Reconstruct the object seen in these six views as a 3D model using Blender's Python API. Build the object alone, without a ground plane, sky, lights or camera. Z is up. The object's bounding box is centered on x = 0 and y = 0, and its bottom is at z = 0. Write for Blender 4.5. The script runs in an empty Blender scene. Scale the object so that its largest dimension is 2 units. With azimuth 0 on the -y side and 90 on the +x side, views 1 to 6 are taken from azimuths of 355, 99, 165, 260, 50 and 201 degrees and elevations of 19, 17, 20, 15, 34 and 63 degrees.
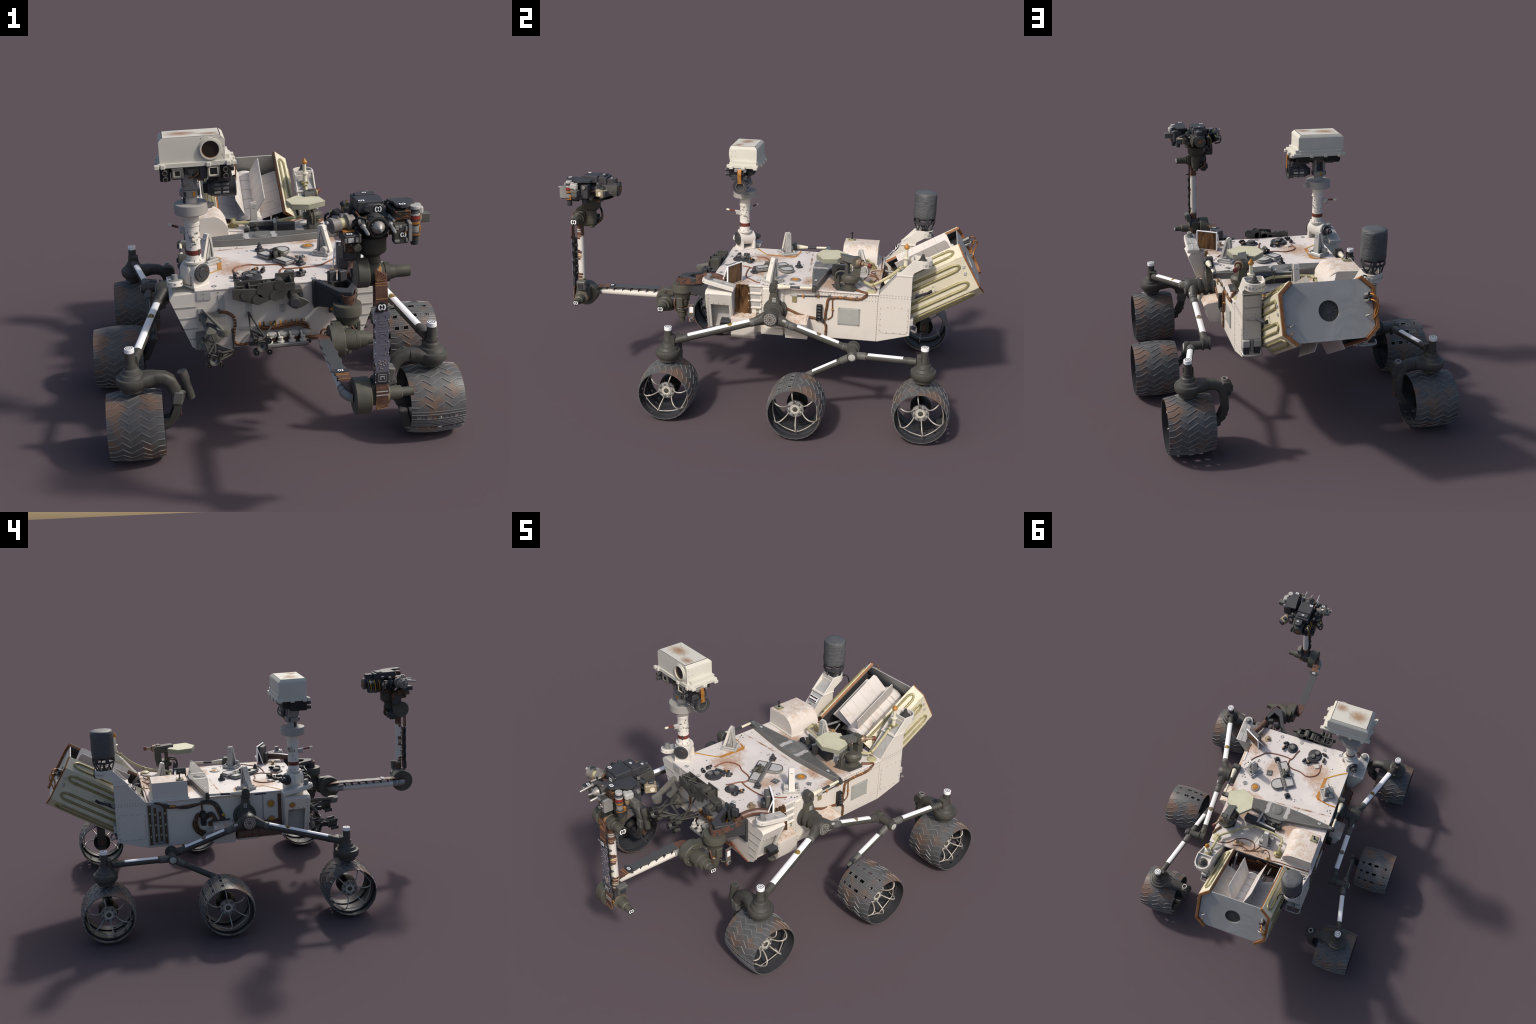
import bpy, bmesh, math, random
from mathutils import Vector as V, Matrix as M

random.seed(7)
X, Y, Z = V((1, 0, 0)), V((0, 1, 0)), V((0, 0, 1))

# ------------------------------------------------------------------ materials
MATS = {}


class NT:
    """small helper around a material's node tree"""

    def __init__(self, name):
        self.m = bpy.data.materials.new(name)
        self.m.use_nodes = True
        self.t = self.m.node_tree
        self.n = self.t.nodes
        self.bsdf = self.n["Principled BSDF"]
        self.co = self.n.new("ShaderNodeTexCoord").outputs["Object"]

    def link(self, a, b):
        self.t.links.new(a, b)

    def put(self, sock, v):
        if isinstance(v, bpy.types.NodeSocket):
            self.link(v, sock)
        else:
            sock.default_value = v

    def math(self, op, a, b=0.0, c=None, clamp=False):
        n = self.n.new("ShaderNodeMath")
        n.operation = op
        n.use_clamp = clamp
        self.put(n.inputs[0], a)
        self.put(n.inputs[1], b)
        if c is not None:
            self.put(n.inputs[2], c)
        return n.outputs[0]

    def noise(self, scale, detail=4, rough=0.6, off=(0, 0, 0), stretch=(1, 1, 1), dist=0.0):
        mp = self.n.new("ShaderNodeMapping")
        mp.inputs["Location"].default_value = off
        mp.inputs["Scale"].default_value = stretch
        self.link(self.co, mp.inputs["Vector"])
        n = self.n.new("ShaderNodeTexNoise")
        n.inputs["Scale"].default_value = scale
        n.inputs["Detail"].default_value = detail
        n.inputs["Roughness"].default_value = rough
        n.inputs["Distortion"].default_value = dist
        self.link(mp.outputs[0], n.inputs["Vector"])
        return n.outputs["Fac"]

    def voronoi(self, scale, feature="F1"):
        n = self.n.new("ShaderNodeTexVoronoi")
        n.feature = feature
        n.inputs["Scale"].default_value = scale
        self.link(self.co, n.inputs["Vector"])
        return n.outputs["Distance"]

    def ramp(self, f, lo, hi):
        n = self.n.new("ShaderNodeMapRange")
        n.interpolation_type = "SMOOTHSTEP"
        self.put(n.inputs["Value"], f)
        n.inputs["From Min"].default_value = lo
        n.inputs["From Max"].default_value = hi
        return n.outputs["Result"]

    def mix(self, f, a, b):
        n = self.n.new("ShaderNodeMix")
        n.data_type = "RGBA"
        self.put(n.inputs["Factor"], f)
        for s, v in (("A", a), ("B", b)):
            sock = [i for i in n.inputs if i.name == s and i.type == "RGBA"][0]
            self.put(sock, v if isinstance(v, bpy.types.NodeSocket) else (*v, 1))
        return [o for o in n.outputs if o.type == "RGBA"][0]

    def blob(self, c, r, rot=0.0):
        """1 at the centre of an ellipse, 0 outside it; rot about z in degrees"""
        mp = self.n.new("ShaderNodeMapping")
        mp.vector_type = "TEXTURE"
        mp.inputs["Location"].default_value = c
        mp.inputs["Rotation"].default_value = (0, 0, math.radians(rot))
        mp.inputs["Scale"].default_value = r
        self.link(self.co, mp.inputs["Vector"])
        n = self.n.new("ShaderNodeVectorMath")
        n.operation = "LENGTH"
        self.link(mp.outputs[0], n.inputs[0])
        return self.math("SUBTRACT", 1.0, n.outputs["Value"], clamp=True)

    def maxi(self, fs):
        f = fs[0]
        for g in fs[1:]:
            f = self.math("MAXIMUM", f, g)
        return f

    def bump(self, f, strength=0.3, dist=0.002):
        n = self.n.new("ShaderNodeBump")
        n.inputs["Strength"].default_value = strength
        n.inputs["Distance"].default_value = dist
        self.link(f, n.inputs["Height"])
        self.link(n.outputs[0], self.bsdf.inputs["Normal"])

    def done(self, col, rough=0.6, metal=0.0, spec=0.4):
        b = self.bsdf
        self.put(b.inputs["Base Color"], col if isinstance(col, bpy.types.NodeSocket) else (*col, 1))
        self.put(b.inputs["Roughness"], rough)
        b.inputs["Metallic"].default_value = metal
        b.inputs["Specular IOR Level"].default_value = spec
        MATS[self.m.name] = self.m
        return self.m


def scl(c, k):
    return tuple(min(1, x * k) for x in c)


def plain(name, col, rough=0.6, metal=0.0, var=0.18, scale=30, spec=0.4, dirt=None, dirt_at=(0.56, 0.72), dirt_scale=22, bump=0.0):
    t = NT(name)
    f = t.noise(scale, 5, 0.65)
    c = t.mix(t.ramp(f, 0.25, 0.75), scl(col, 1 - var), scl(col, 1 + var))
    if dirt:
        g = t.noise(dirt_scale, 6, 0.7, off=(3.1, 1.7, 0.4))
        c = t.mix(t.ramp(g, *dirt_at), c, dirt)
    if bump:
        t.bump(t.noise(scale * 4, 3), bump, 0.002)
    return t.done(c, rough, metal, spec)


DUST = (0.40, 0.22, 0.12)
plain("white_enamel", (0.70, 0.66, 0.60), 0.6, var=0.05, scale=14, dirt=(0.56, 0.50, 0.43), dirt_at=(0.60, 0.85), spec=0.3)
plain("head_enamel", (0.62, 0.595, 0.52), 0.6, var=0.04, scale=12, spec=0.3)
plain("stark_white", (0.93, 0.92, 0.92), 0.45, var=0.02)
plain("cream_white", (0.72, 0.67, 0.53), 0.55, var=0.10)
plain("pale_grey", (0.44, 0.43, 0.41), 0.55, var=0.12, dirt=(0.27, 0.26, 0.24))
plain("bare_grey", (0.27, 0.265, 0.255), 0.45, metal=0.2, var=0.15, dirt=(0.16, 0.15, 0.14))
plain("steel", (0.42, 0.40, 0.37), 0.38, metal=0.55, var=0.15)
plain("dark_grey", (0.064, 0.061, 0.054), 0.5, var=0.22, scale=18, dirt=(0.085, 0.070, 0.058), dirt_at=(0.58, 0.8))
plain("mid_grey", (0.115, 0.112, 0.104), 0.5, var=0.15, scale=18)
plain("olive_grey", (0.085, 0.081, 0.064), 0.5, var=0.18, scale=20, dirt=(0.12, 0.10, 0.06), dirt_at=(0.62, 0.8))
plain("charcoal", (0.045, 0.045, 0.050), 0.55, var=0.15, scale=16)
plain("black_rubber", (0.012, 0.012, 0.013), 0.5, var=0.3)
plain("lens_glass", (0.022, 0.016, 0.011), 0.16, var=0.1, spec=0.6)
plain("lens_bowl", (0.20, 0.20, 0.19), 0.3, metal=0.3, var=0.1)
plain("gold_yellow", (0.55, 0.30, 0.03), 0.4, var=0.15)
plain("amber", (0.46, 0.20, 0.035), 0.4, var=0.15)
plain("pipe_gold", (0.31, 0.275, 0.135), 0.42, metal=0.25, var=0.14, scale=40)
plain("pipe_cream", (0.47, 0.43, 0.25), 0.42, var=0.10, scale=40)
plain("panel_cream", (0.66, 0.61, 0.46), 0.5, var=0.07, scale=20, dirt=(0.46, 0.40, 0.22), dirt_at=(0.58, 0.8))
plain("antenna_cream", (0.59, 0.565, 0.40), 0.6, var=0.06, scale=18)
plain("antenna_rim", (0.29, 0.29, 0.22), 0.6, var=0.10)
plain("cork_brown", (0.27, 0.11, 0.035), 0.6, var=0.30, scale=60, dirt=(0.15, 0.06, 0.02))
plain("tape_brown", (0.115, 0.058, 0.040), 0.38, var=0.25, scale=50, dirt=(0.19, 0.10, 0.07), dirt_at=(0.55, 0.7))
plain("red_band", (0.15, 0.035, 0.025), 0.5, var=0.15)
plain("red_gloss", (0.25, 0.03, 0.03), 0.3, var=0.2)
plain("copper_wire", (0.165, 0.072, 0.030), 0.5, var=0.4, scale=110, dirt=(0.06, 0.028, 0.016), dirt_at=(0.50, 0.62), dirt_scale=60)
plain("copper_bright", (0.45, 0.20, 0.05), 0.35, metal=0.4, var=0.3, scale=90)
plain("red_wire", (0.21, 0.085, 0.048), 0.5, var=0.3, scale=70)
plain("tan_line", (0.42, 0.22, 0.09), 0.6, var=0.15)
plain("rib_light", (0.13, 0.13, 0.13), 0.5, var=0.15)
plain("slate_blue", (0.13, 0.128, 0.165), 0.5, var=0.06)
plain("tan_ink", (0.34, 0.28, 0.23), 0.6, var=0.1)
plain("grout_grey", (0.36, 0.36, 0.33), 0.6, var=0.06)
plain("pale_insert", (0.47, 0.46, 0.44), 0.6, var=0.06)
plain("seam_grey", (0.40, 0.38, 0.35), 0.6, var=0.1)
plain("collar_grey", (0.38, 0.36, 0.335), 0.6, var=0.07, scale=18)
plain("beam_grey", (0.165, 0.162, 0.155), 0.5, var=0.10, scale=18)
plain("brass_dust", (0.33, 0.25, 0.16), 0.45, metal=0.3, var=0.15)
plain("spoke_metal", (0.52, 0.48, 0.43), 0.42, metal=0.25, var=0.10)
plain("turret_grey", (0.058, 0.054, 0.045), 0.55, var=0.12, scale=20)
plain("drill_steel", (0.36, 0.34, 0.32), 0.4, metal=0.4, var=0.12)
plain("warm_grey", (0.20, 0.185, 0.17), 0.5, var=0.1)
plain("cream_box", (0.33, 0.28, 0.18), 0.5, var=0.2, scale=60, dirt=(0.20, 0.17, 0.11))
plain("gold_dull", (0.38, 0.30, 0.12), 0.4, metal=0.3, var=0.15)
plain("shelf_grey", (0.075, 0.075, 0.075), 0.45, var=0.04, scale=10)
plain("stripe_gold", (0.40, 0.36, 0.22), 0.5, var=0.10, scale=40)
plain("stripe_dark", (0.06, 0.045, 0.022), 0.5, var=0.2, scale=80)
plain("chute_grey", (0.135, 0.13, 0.115), 0.5, var=0.12, scale=18)
plain("indigo", (0.03, 0.03, 0.08), 0.5, var=0.2)


def deck_white():
    t = NT("deck_enamel")
    fine = t.noise(110, 6, 0.75)
    mid = t.noise(28, 6, 0.7, off=(1.3, 4.2, 0))
    base = t.mix(t.ramp(t.noise(9, 4), 0.3, 0.7), (0.76, 0.70, 0.66), (0.69, 0.64, 0.60))
    spots = [((-0.13, -0.07, 0.566), (0.14, 0.17, 0.3), 20), ((-0.20, 0.03, 0.566), (0.10, 0.10, 0.3), 0), ((0.12, -0.02, 0.566), (0.08, 0.13, 0.3), 0),
             ((0.27, -0.16, 0.566), (0.12, 0.18, 0.3), 0), ((0.30, 0.20, 0.566), (0.07, 0.12, 0.3), 0), ((0.18, 0.19, 0.566), (0.12, 0.06, 0.3), 0),
             ((-0.09, 0.31, 0.566), (0.22, 0.09, 0.3), 0), ((0.20, 0.30, 0.566), (0.20, 0.10, 0.3), 0), ((0.05, 0.50, 0.566), (0.34, 0.09, 0.3), 0)]
    b = t.maxi([t.blob(*s) for s in spots])
    m = t.math("ADD", t.math("MULTIPLY", b, 0.62), t.math("MULTIPLY_ADD", fine, 0.55, t.math("MULTIPLY", mid, 0.55)))
    c = t.mix(t.math("MULTIPLY", t.ramp(m, 0.74, 1.06), 0.85), base, (0.44, 0.27, 0.17))
    grime = t.ramp(t.noise(5, 5, 0.7, off=(8, 1, 2)), 0.5, 0.75)
    c = t.mix(t.math("MULTIPLY", grime, t.ramp(fine, 0.4, 0.6)), c, (0.60, 0.50, 0.44))
    # brown seam line that crosses the plate in front of the cross beam
    line = t.blob((-0.12, 0.166, 0.566), (0.20, 0.006, 0.3), 4)
    c = t.mix(t.math("MULTIPLY", t.ramp(line, 0.0, 0.3), t.ramp(mid, 0.42, 0.6)), c, (0.33, 0.18, 0.10))
    # small dark bolt heads and speckle
    v = t.voronoi(46)
    keep = t.ramp(t.noise(15, 2, off=(7, 2, 1)), 0.50, 0.56)
    dot = t.math("MULTIPLY", t.math("SUBTRACT", 1, t.ramp(v, 0.15, 0.22)), keep)
    c = t.mix(t.math("MULTIPLY", dot, 0.45), c, (0.17, 0.16, 0.15))
    t.done(c, 0.55, 0, 0.3)


def side_white():
    t = NT("body_enamel")
    f = t.noise(160, 5, 0.7)
    c = t.mix(t.ramp(f, 0.3, 0.7), (0.645, 0.595, 0.535), (0.69, 0.64, 0.58))
    g = t.noise(7, 4, 0.6, off=(2, 0, 1))
    c = t.mix(t.ramp(g, 0.52, 0.75), c, (0.615, 0.565, 0.51))
    t.done(c, 0.6, 0, 0.3)


def dusty_white(name, amount):
    t = NT(name)
    f = t.noise(24, 7, 0.72, stretch=(1, 1.6, 1))
    g = t.noise(90, 5, 0.7)
    nz = t.n.new("ShaderNodeNewGeometry")
    sep = t.n.new("ShaderNodeSeparateXYZ")
    t.link(nz.outputs["Normal"], sep.inputs[0])
    up = t.ramp(sep.outputs["Z"], 0.3, 0.9)
    m = t.math("MULTIPLY", t.ramp(t.math("MULTIPLY_ADD", g, 0.4, t.math("MULTIPLY", f, 0.6)), amount, amount + 0.30), up)
    c = t.mix(m, (0.69, 0.635, 0.575), (0.50, 0.345, 0.24))
    t.done(c, 0.6, 0, 0.3)


def head_top():
    t = NT("head_lid")
    n = t.math("MULTIPLY", t.noise(70, 6, 0.75), 0.9)
    b = t.maxi([t.blob((-0.305, -0.20, 1.123), (0.095, 0.062, 0.4), 0), t.blob((-0.205, -0.225, 1.123), (0.062, 0.042, 0.4), 0)])
    c = t.mix(t.ramp(t.math("MULTIPLY_ADD", n, 0.9, b), 0.62, 1.35), (0.63, 0.605, 0.53), (0.36, 0.22, 0.13))
    t.done(c, 0.6, 0, 0.3)


def tyre():
    t = NT("tyre_metal")
    f = t.noise(9, 4, 0.55, off=(0.3, 0, 0))
    g = t.noise(45, 5, 0.7)
    base = t.mix(t.ramp(g, 0.25, 0.75), (0.085, 0.085, 0.086), (0.130, 0.130, 0.130))
    m = t.ramp(t.math("MULTIPLY_ADD", g, 0.12, t.math("MULTIPLY", f, 0.88)), 0.50, 0.62)
    c = t.mix(t.math("MULTIPLY", m, 0.85), base, (0.19, 0.115, 0.080))
    t.done(c, 0.5, 0.1, 0.4)


def fabric():
    t = NT("wrapped_fabric")
    w = t.noise(26, 6, 0.6, stretch=(1, 1, 1.8), dist=1.2)
    c = t.mix(t.ramp(w, 0.3, 0.7), (0.080, 0.083, 0.088), (0.105, 0.108, 0.112))
    t.bump(w, 0.5, 0.008)
    t.done(c, 0.5, 0, 0.4)


def foil():
    t = NT("amber_foil")
    w = t.noise(16, 5, 0.6, stretch=(1.6, 1.6, 0.35), dist=1.5)
    c = t.mix(t.ramp(w, 0.35, 0.7), (0.045, 0.022, 0.010), (0.24, 0.125, 0.05))
    s = t.noise(22, 4, 0.6, stretch=(1.6, 1.6, 0.3), dist=2.0, off=(5, 1, 0))  # mask for pale streaks: glints on the crinkled foil, painted in
    c = t.mix(t.ramp(s, 0.60, 0.72), c, (0.30, 0.27, 0.24))
    t.bump(w, 0.8, 0.01)
    t.done(c, 0.35, 0.2, 0.5)


def fin_white():
    t = NT("fin_enamel")
    f = t.noise(14, 6, 0.7)
    c = t.mix(t.ramp(f, 0.52, 0.78), (0.68, 0.635, 0.595), (0.46, 0.33, 0.26))
    t.done(c, 0.55, 0, 0.3)


def rear_plate():
    t = NT("end_cover")
    w = t.noise(6, 5, 0.6, dist=0.8)
    c = t.mix(t.ramp(w, 0.35, 0.7), (0.37, 0.365, 0.345), (0.47, 0.46, 0.435))
    t.bump(w, 0.5, 0.006)
    t.done(c, 0.5, 0, 0.35)


def wire_mess():
    t = NT("wire_bundle")
    w = t.noise(70, 4, 0.6, stretch=(1, 1, 2.5), dist=1.0)
    g = t.noise(40, 3, off=(4, 4, 4))
    c = t.mix(t.ramp(w, 0.48, 0.62), (0.02, 0.02, 0.02), (0.20, 0.085, 0.03))
    c = t.mix(t.ramp(g, 0.58, 0.66), c, (0.20, 0.20, 0.19))
    t.done(c, 0.45, 0.1, 0.4)


def patch_badge():
    t = NT("mission_badge")
    w = t.voronoi(260)
    c = t.mix(t.ramp(w, 0.3, 0.7), (0.45, 0.33, 0.08), (0.10, 0.035, 0.015))
    t.done(c, 0.5)


for fn in (deck_white, side_white, head_top, tyre, fabric, foil, fin_white, rear_plate, wire_mess, patch_badge):
    fn()
dusty_white("box_enamel", 0.38)
dusty_white("skid_enamel", 0.34)

# ------------------------------------------------------------------ geometry helpers


def frame(z, hint=None):
    z = V(z).normalized()
    h = V(hint) if hint else (X if abs(z.x) < 0.8 else Y)
    y = z.cross(h).normalized()
    x = y.cross(z).normalized()
    return M((x, y, z)).transposed()


def rotm(rx=0, ry=0, rz=0):
    return M.Rotation(math.radians(rz), 3, "Z") @ M.Rotation(math.radians(ry), 3, "Y") @ M.Rotation(math.radians(rx), 3, "X")


def spline(pts, n=6):
    """Catmull-Rom through the control points"""
    p = [V(q) for q in pts]
    if len(p) < 3:
        return p
    p = [2 * p[0] - p[1]] + p + [2 * p[-1] - p[-2]]
    out = []
    for i in range(1, len(p) - 2):
        a, b, c, d = p[i - 1:i + 3]
        for k in range(n):
            t = k / n
            out.append(0.5 * ((2 * b) + (c - a) * t + (2 * a - 5 * b + 4 * c - d) * t * t + (3 * b - a - 3 * c + d) * t ** 3))
    out.append(p[-2])
    return out


class B:
    """collects primitives into one mesh, each face carrying its own material"""

    def __init__(self, mat="dark_grey"):
        self.bm = bmesh.new()
        self.names = []
        self.mat = mat

    def _m(self, mat):
        mat = mat or self.mat
        if mat not in self.names:
            self.names.append(mat)
        return self.names.index(mat)

    def faces(self, vs, fs, mat=None, bevel=0.0, seg=1):
        k = self._m(mat)
        bv = [self.bm.verts.new(v) for v in vs]
        nf = []
        for f in fs:
            try:
                g = self.bm.faces.new([bv[i] for i in f])
            except ValueError:
                continue
            g.material_index = k
            nf.append(g)
        if bevel > 0:
            bmesh.ops.recalc_face_normals(self.bm, faces=nf)
            ed = {e for f in nf for e in f.edges if len(e.link_faces) == 2 and e.calc_face_angle(0) > 0.5}
            r = bmesh.ops.bevel(self.bm, geom=list(ed), offset=bevel, segments=seg, affect="EDGES", profile=0.5, clamp_overlap=True)
            for f in r["faces"]:
                f.material_index = k
        return nf

    def box(self, c, s, R=None, mat=None, b=0.0015):
        R = R or M.Identity(3)
        c = V(c)
        h = V(s) * 0.5
        vs = [c + R @ V((h.x * i, h.y * j, h.z * k)) for i in (-1, 1) for j in (-1, 1) for k in (-1, 1)]
        fs = [(0, 1, 3, 2), (4, 6, 7, 5), (0, 4, 5, 1), (2, 3, 7, 6), (0, 2, 6, 4), (1, 5, 7, 3)]
        self.faces(vs, fs, mat, min(b, min(s) * 0.3))

    def span(self, lo, hi, mat=None, b=0.0015):
        lo, hi = V(lo), V(hi)
        self.box((lo + hi) / 2, hi - lo, None, mat, b)

    def prism(self, pts, vec, mat=None, b=0.0):
        pts = [V(p) for p in pts]
        vec = V(vec)
        n = len(pts)
        vs = pts + [p + vec for p in pts]
        fs = [tuple(range(n - 1, -1, -1)), tuple(range(n, 2 * n))] + [(i, (i + 1) % n, n + (i + 1) % n, n + i) for i in range(n)]
        self.faces(vs, fs, mat, b)

    def plate(self, pts2, z0, z1, mat=None, b=0.0):
        self.prism([(x, y, z0) for x, y in pts2], (0, 0, z1 - z0), mat, b)

    def loft(self, rings, mat=None, caps=True, closed=True):
        n = len(rings[0])
        vs = [V(p) for r in rings for p in r]
        fs = []
        for a in range(len(rings) - 1):
            for i in range(n if closed else n - 1):
                j = (i + 1) % n
                fs.append((a * n + i, a * n + j, (a + 1) * n + j, (a + 1) * n + i))
        if caps and closed:
            fs.append(tuple(range(n - 1, -1, -1)))
            fs.append(tuple(range((len(rings) - 1) * n, len(rings) * n)))
        self.faces(vs, fs, mat)

    def lathe(self, p, axis, prof, mat=None, n=24, caps=True):
        """prof: (distance along the axis, radius)"""
        R = frame(axis)
        p = V(p)
        rings = [[p + R @ V((max(r, 1e-4) * math.cos(2 * math.pi * i / n), max(r, 1e-4) * math.sin(2 * math.pi * i / n), t)) for i in range(n)] for t, r in prof]
        self.loft(rings, mat, caps)

    def cyl(self, p0, p1, r0, r1=None, mat=None, n=20, b=0.0):
        p0, p1 = V(p0), V(p1)
        L = (p1 - p0).length
        r1 = r0 if r1 is None else r1
        if b:
            self.lathe(p0, p1 - p0, [(0, r0 - b), (b, r0), (L - b, r1), (L, r1 - b)], mat, n)
        else:
            self.lathe(p0, p1 - p0, [(0, r0), (L, r1)], mat, n)

    def ring(self, p, axis, r_out, r_in, h, mat=None, n=28):
        R = frame(axis)
        p = V(p)
        rings = []
        for t, r in ((0, r_out), (h, r_out), (h, r_in), (0, r_in), (0, r_out)):
            rings.append([p + R @ V((r * math.cos(2 * math.pi * i / n), r * math.sin(2 * math.pi * i / n), t)) for i in range(n)])
        self.loft(rings, mat, False)

    def tube(self, pts, r, mat=None, n=14, sm=5, caps=True):
        pts = spline(pts, sm) if sm else [V(p) for p in pts]
        rings = []
        up = None
        for i, p in enumerate(pts):
            d = (pts[min(i + 1, len(pts) - 1)] - pts[max(i - 1, 0)]).normalized()
            if up is None:
                up = (X if abs(d.x) < 0.7 else Z)
            a = d.cross(up).normalized()
            up = a.cross(d).normalized()
            rr = r(i / max(1, len(pts) - 1)) if callable(r) else r
            rings.append([p + (a * math.cos(2 * math.pi * k / n) + up * math.sin(2 * math.pi * k / n)) * rr for k in range(n)])
        self.loft(rings, mat, caps)

    def ribbon(self, pts, w, th, up, mat=None, sm=5):
        """flat strap: w wide (across 'side'), th thick along 'up'"""
        pts = spline(pts, sm) if sm else [V(p) for p in pts]
        rings = []
        up = V(up).normalized()
        for i, p in enumerate(pts):
            d = (pts[min(i + 1, len(pts) - 1)] - pts[max(i - 1, 0)]).normalized()
            s = d.cross(up)
            s = s.normalized() if s.length > 1e-3 else X
            u = s.cross(d).normalized()
            rings.append([p + s * (w / 2) + u * (th / 2), p - s * (w / 2) + u * (th / 2), p - s * (w / 2) - u * (th / 2), p + s * (w / 2) - u * (th / 2)])
        self.loft(rings, mat)

    def ball(self, c, r, mat=None, n=14, sz=1.0):
        prof = [(-math.cos(math.pi * i / 8) * r * sz, max(1e-4, math.sin(math.pi * i / 8) * r)) for i in range(9)]
        self.lathe(c, Z, prof, mat, n)

    def bolts(self, pts, axis, r=0.0022, h=0.0012, mat="bare_grey", n=6):
        for p in pts:
            self.cyl(p, V(p) + V(axis).normalized() * h, r, r * 0.8, mat, n)

    def mirror(self):
        for v in self.bm.verts:
            v.co.x = -v.co.x
        return self

    def done(self, name, parent=None, sharp=29, kind=None, origin=None):
        bmesh.ops.recalc_face_normals(self.bm, faces=self.bm.faces[:])
        me = bpy.data.meshes.new(name)
        if origin is not None:
            bmesh.ops.translate(self.bm, vec=-V(origin), verts=self.bm.verts[:])
        self.bm.to_mesh(me)
        self.bm.free()
        for nme in self.names:
            me.materials.append(MATS[nme])
        me.polygons.foreach_set("use_smooth", [True] * len(me.polygons))
        me.set_sharp_from_angle(angle=math.radians(sharp))
        ob = bpy.data.objects.new(name, me)
        bpy.context.scene.collection.objects.link(ob)
        if parent is not None:
            ob.parent = parent
        if origin is not None:
            ob.location = origin
        if kind:
            ob["kind"] = kind
        return ob


def put(src, name, parent, loc=(0, 0, 0), rz=0.0):
    ob = bpy.data.objects.new(name, src.data)
    bpy.context.scene.collection.objects.link(ob)
    ob.parent = parent
    ob.location = loc
    ob.rotation_euler = (0, 0, rz)
    return ob


def marker(b, c, normal, up, r, dark=True):
    """round calibration target: dark disc with two white brackets and an hourglass"""
    c = V(c)
    n = V(normal).normalized()
    u = (V(up) - n * V(up).dot(n)).normalized()
    s = u.cross(n)
    ink, ground = ("stark_white", "black_rubber") if dark else ("black_rubber", "stark_white")
    b.cyl(c, c + n * 0.0007, r, None, ground, 20)
    h = n * 0.0011
    r *= 1.3 if dark else 1.0

    def poly(pts):
        b.prism([c + s * (x * r) + u * (y * r) for x, y in pts], h, ink)
    if not dark:
        b.ring(c, n, r, r * 0.80, 0.0011, ink, 20)
    for k in (-1, 1):
        arc = [(k * 0.62 * math.cos(a), 0.62 * math.sin(a)) for a in [math.radians(d) for d in range(-52, 53, 13)]]
        inn = [(k * (0.62 * math.cos(a) - 0.24), 0.62 * math.sin(a)) for a in [math.radians(d) for d in range(52, -53, -13)]]
        poly(arc + inn)
        poly([(0.0, 0.0), (-0.2, k * 0.38), (0.2, k * 0.38)])


def square_tag(b, c, normal, up, a):
    """dark square plate with a pale border and a block sign"""
    c = V(c)
    n = V(normal).normalized()
    u = (V(up) - n * V(up).dot(n)).normalized()
    s = u.cross(n)
    R = M((s, u, n)).transposed()
    b.box(c, (2 * a, 2 * a, 0.0016), R, "charcoal", 0)
    top = c + n * 0.0009
    for k in (-1, 1):
        b.box(top + s * (k * 0.74 * a), (0.05 * a, 1.53 * a, 0.0012), R, "pale_grey", 0)
        b.box(top + u * (k * 0.74 * a), (1.43 * a, 0.05 * a, 0.0012), R, "pale_grey", 0)
    b.box(top - s * 0.33 * a, (0.16 * a, 0.8 * a, 0.0012), R, "pale_grey", 0)
    b.box(top + s * 0.1 * a + u * 0.32 * a, (0.66 * a, 0.16 * a, 0.0012), R, "pale_grey", 0)
    b.box(top + s * 0.35 * a - u * 0.05 * a, (0.16 * a, 0.54 * a, 0.0012), R, "pale_grey", 0)


root = bpy.data.objects.new("planetary_rover", None)
bpy.context.scene.collection.objects.link(root)
root["label"] = "dusty white six-wheeled planetary rover with mast and robotic arm"
root["category"] = "rover"


def badge_blue():
    t = NT("badge_blue")
    w = t.n.new("ShaderNodeTexWave")
    w.bands_direction = "Y"
    w.inputs["Scale"].default_value = 60
    t.link(t.co, w.inputs["Vector"])
    c = t.mix(t.ramp(w.outputs["Fac"], 0.4, 0.6), (0.03, 0.025, 0.07), (0.42, 0.32, 0.16))
    t.done(c, 0.5)


badge_blue()

# ================================================================== CHASSIS
b = B("body_enamel")
b.span((-.294, -.264, .334), (.294, .525, .5605), b=.003)
chassis = b.done("chassis", root)

b = B("deck_enamel")
b.plate([(-.294, -.266), (.262, -.266), (.300, -.095), (.300, .526), (-.300, .526), (-.300, -.14)], .5605, .5665, b=.0015)
deck = b.done("deck", root)

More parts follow.
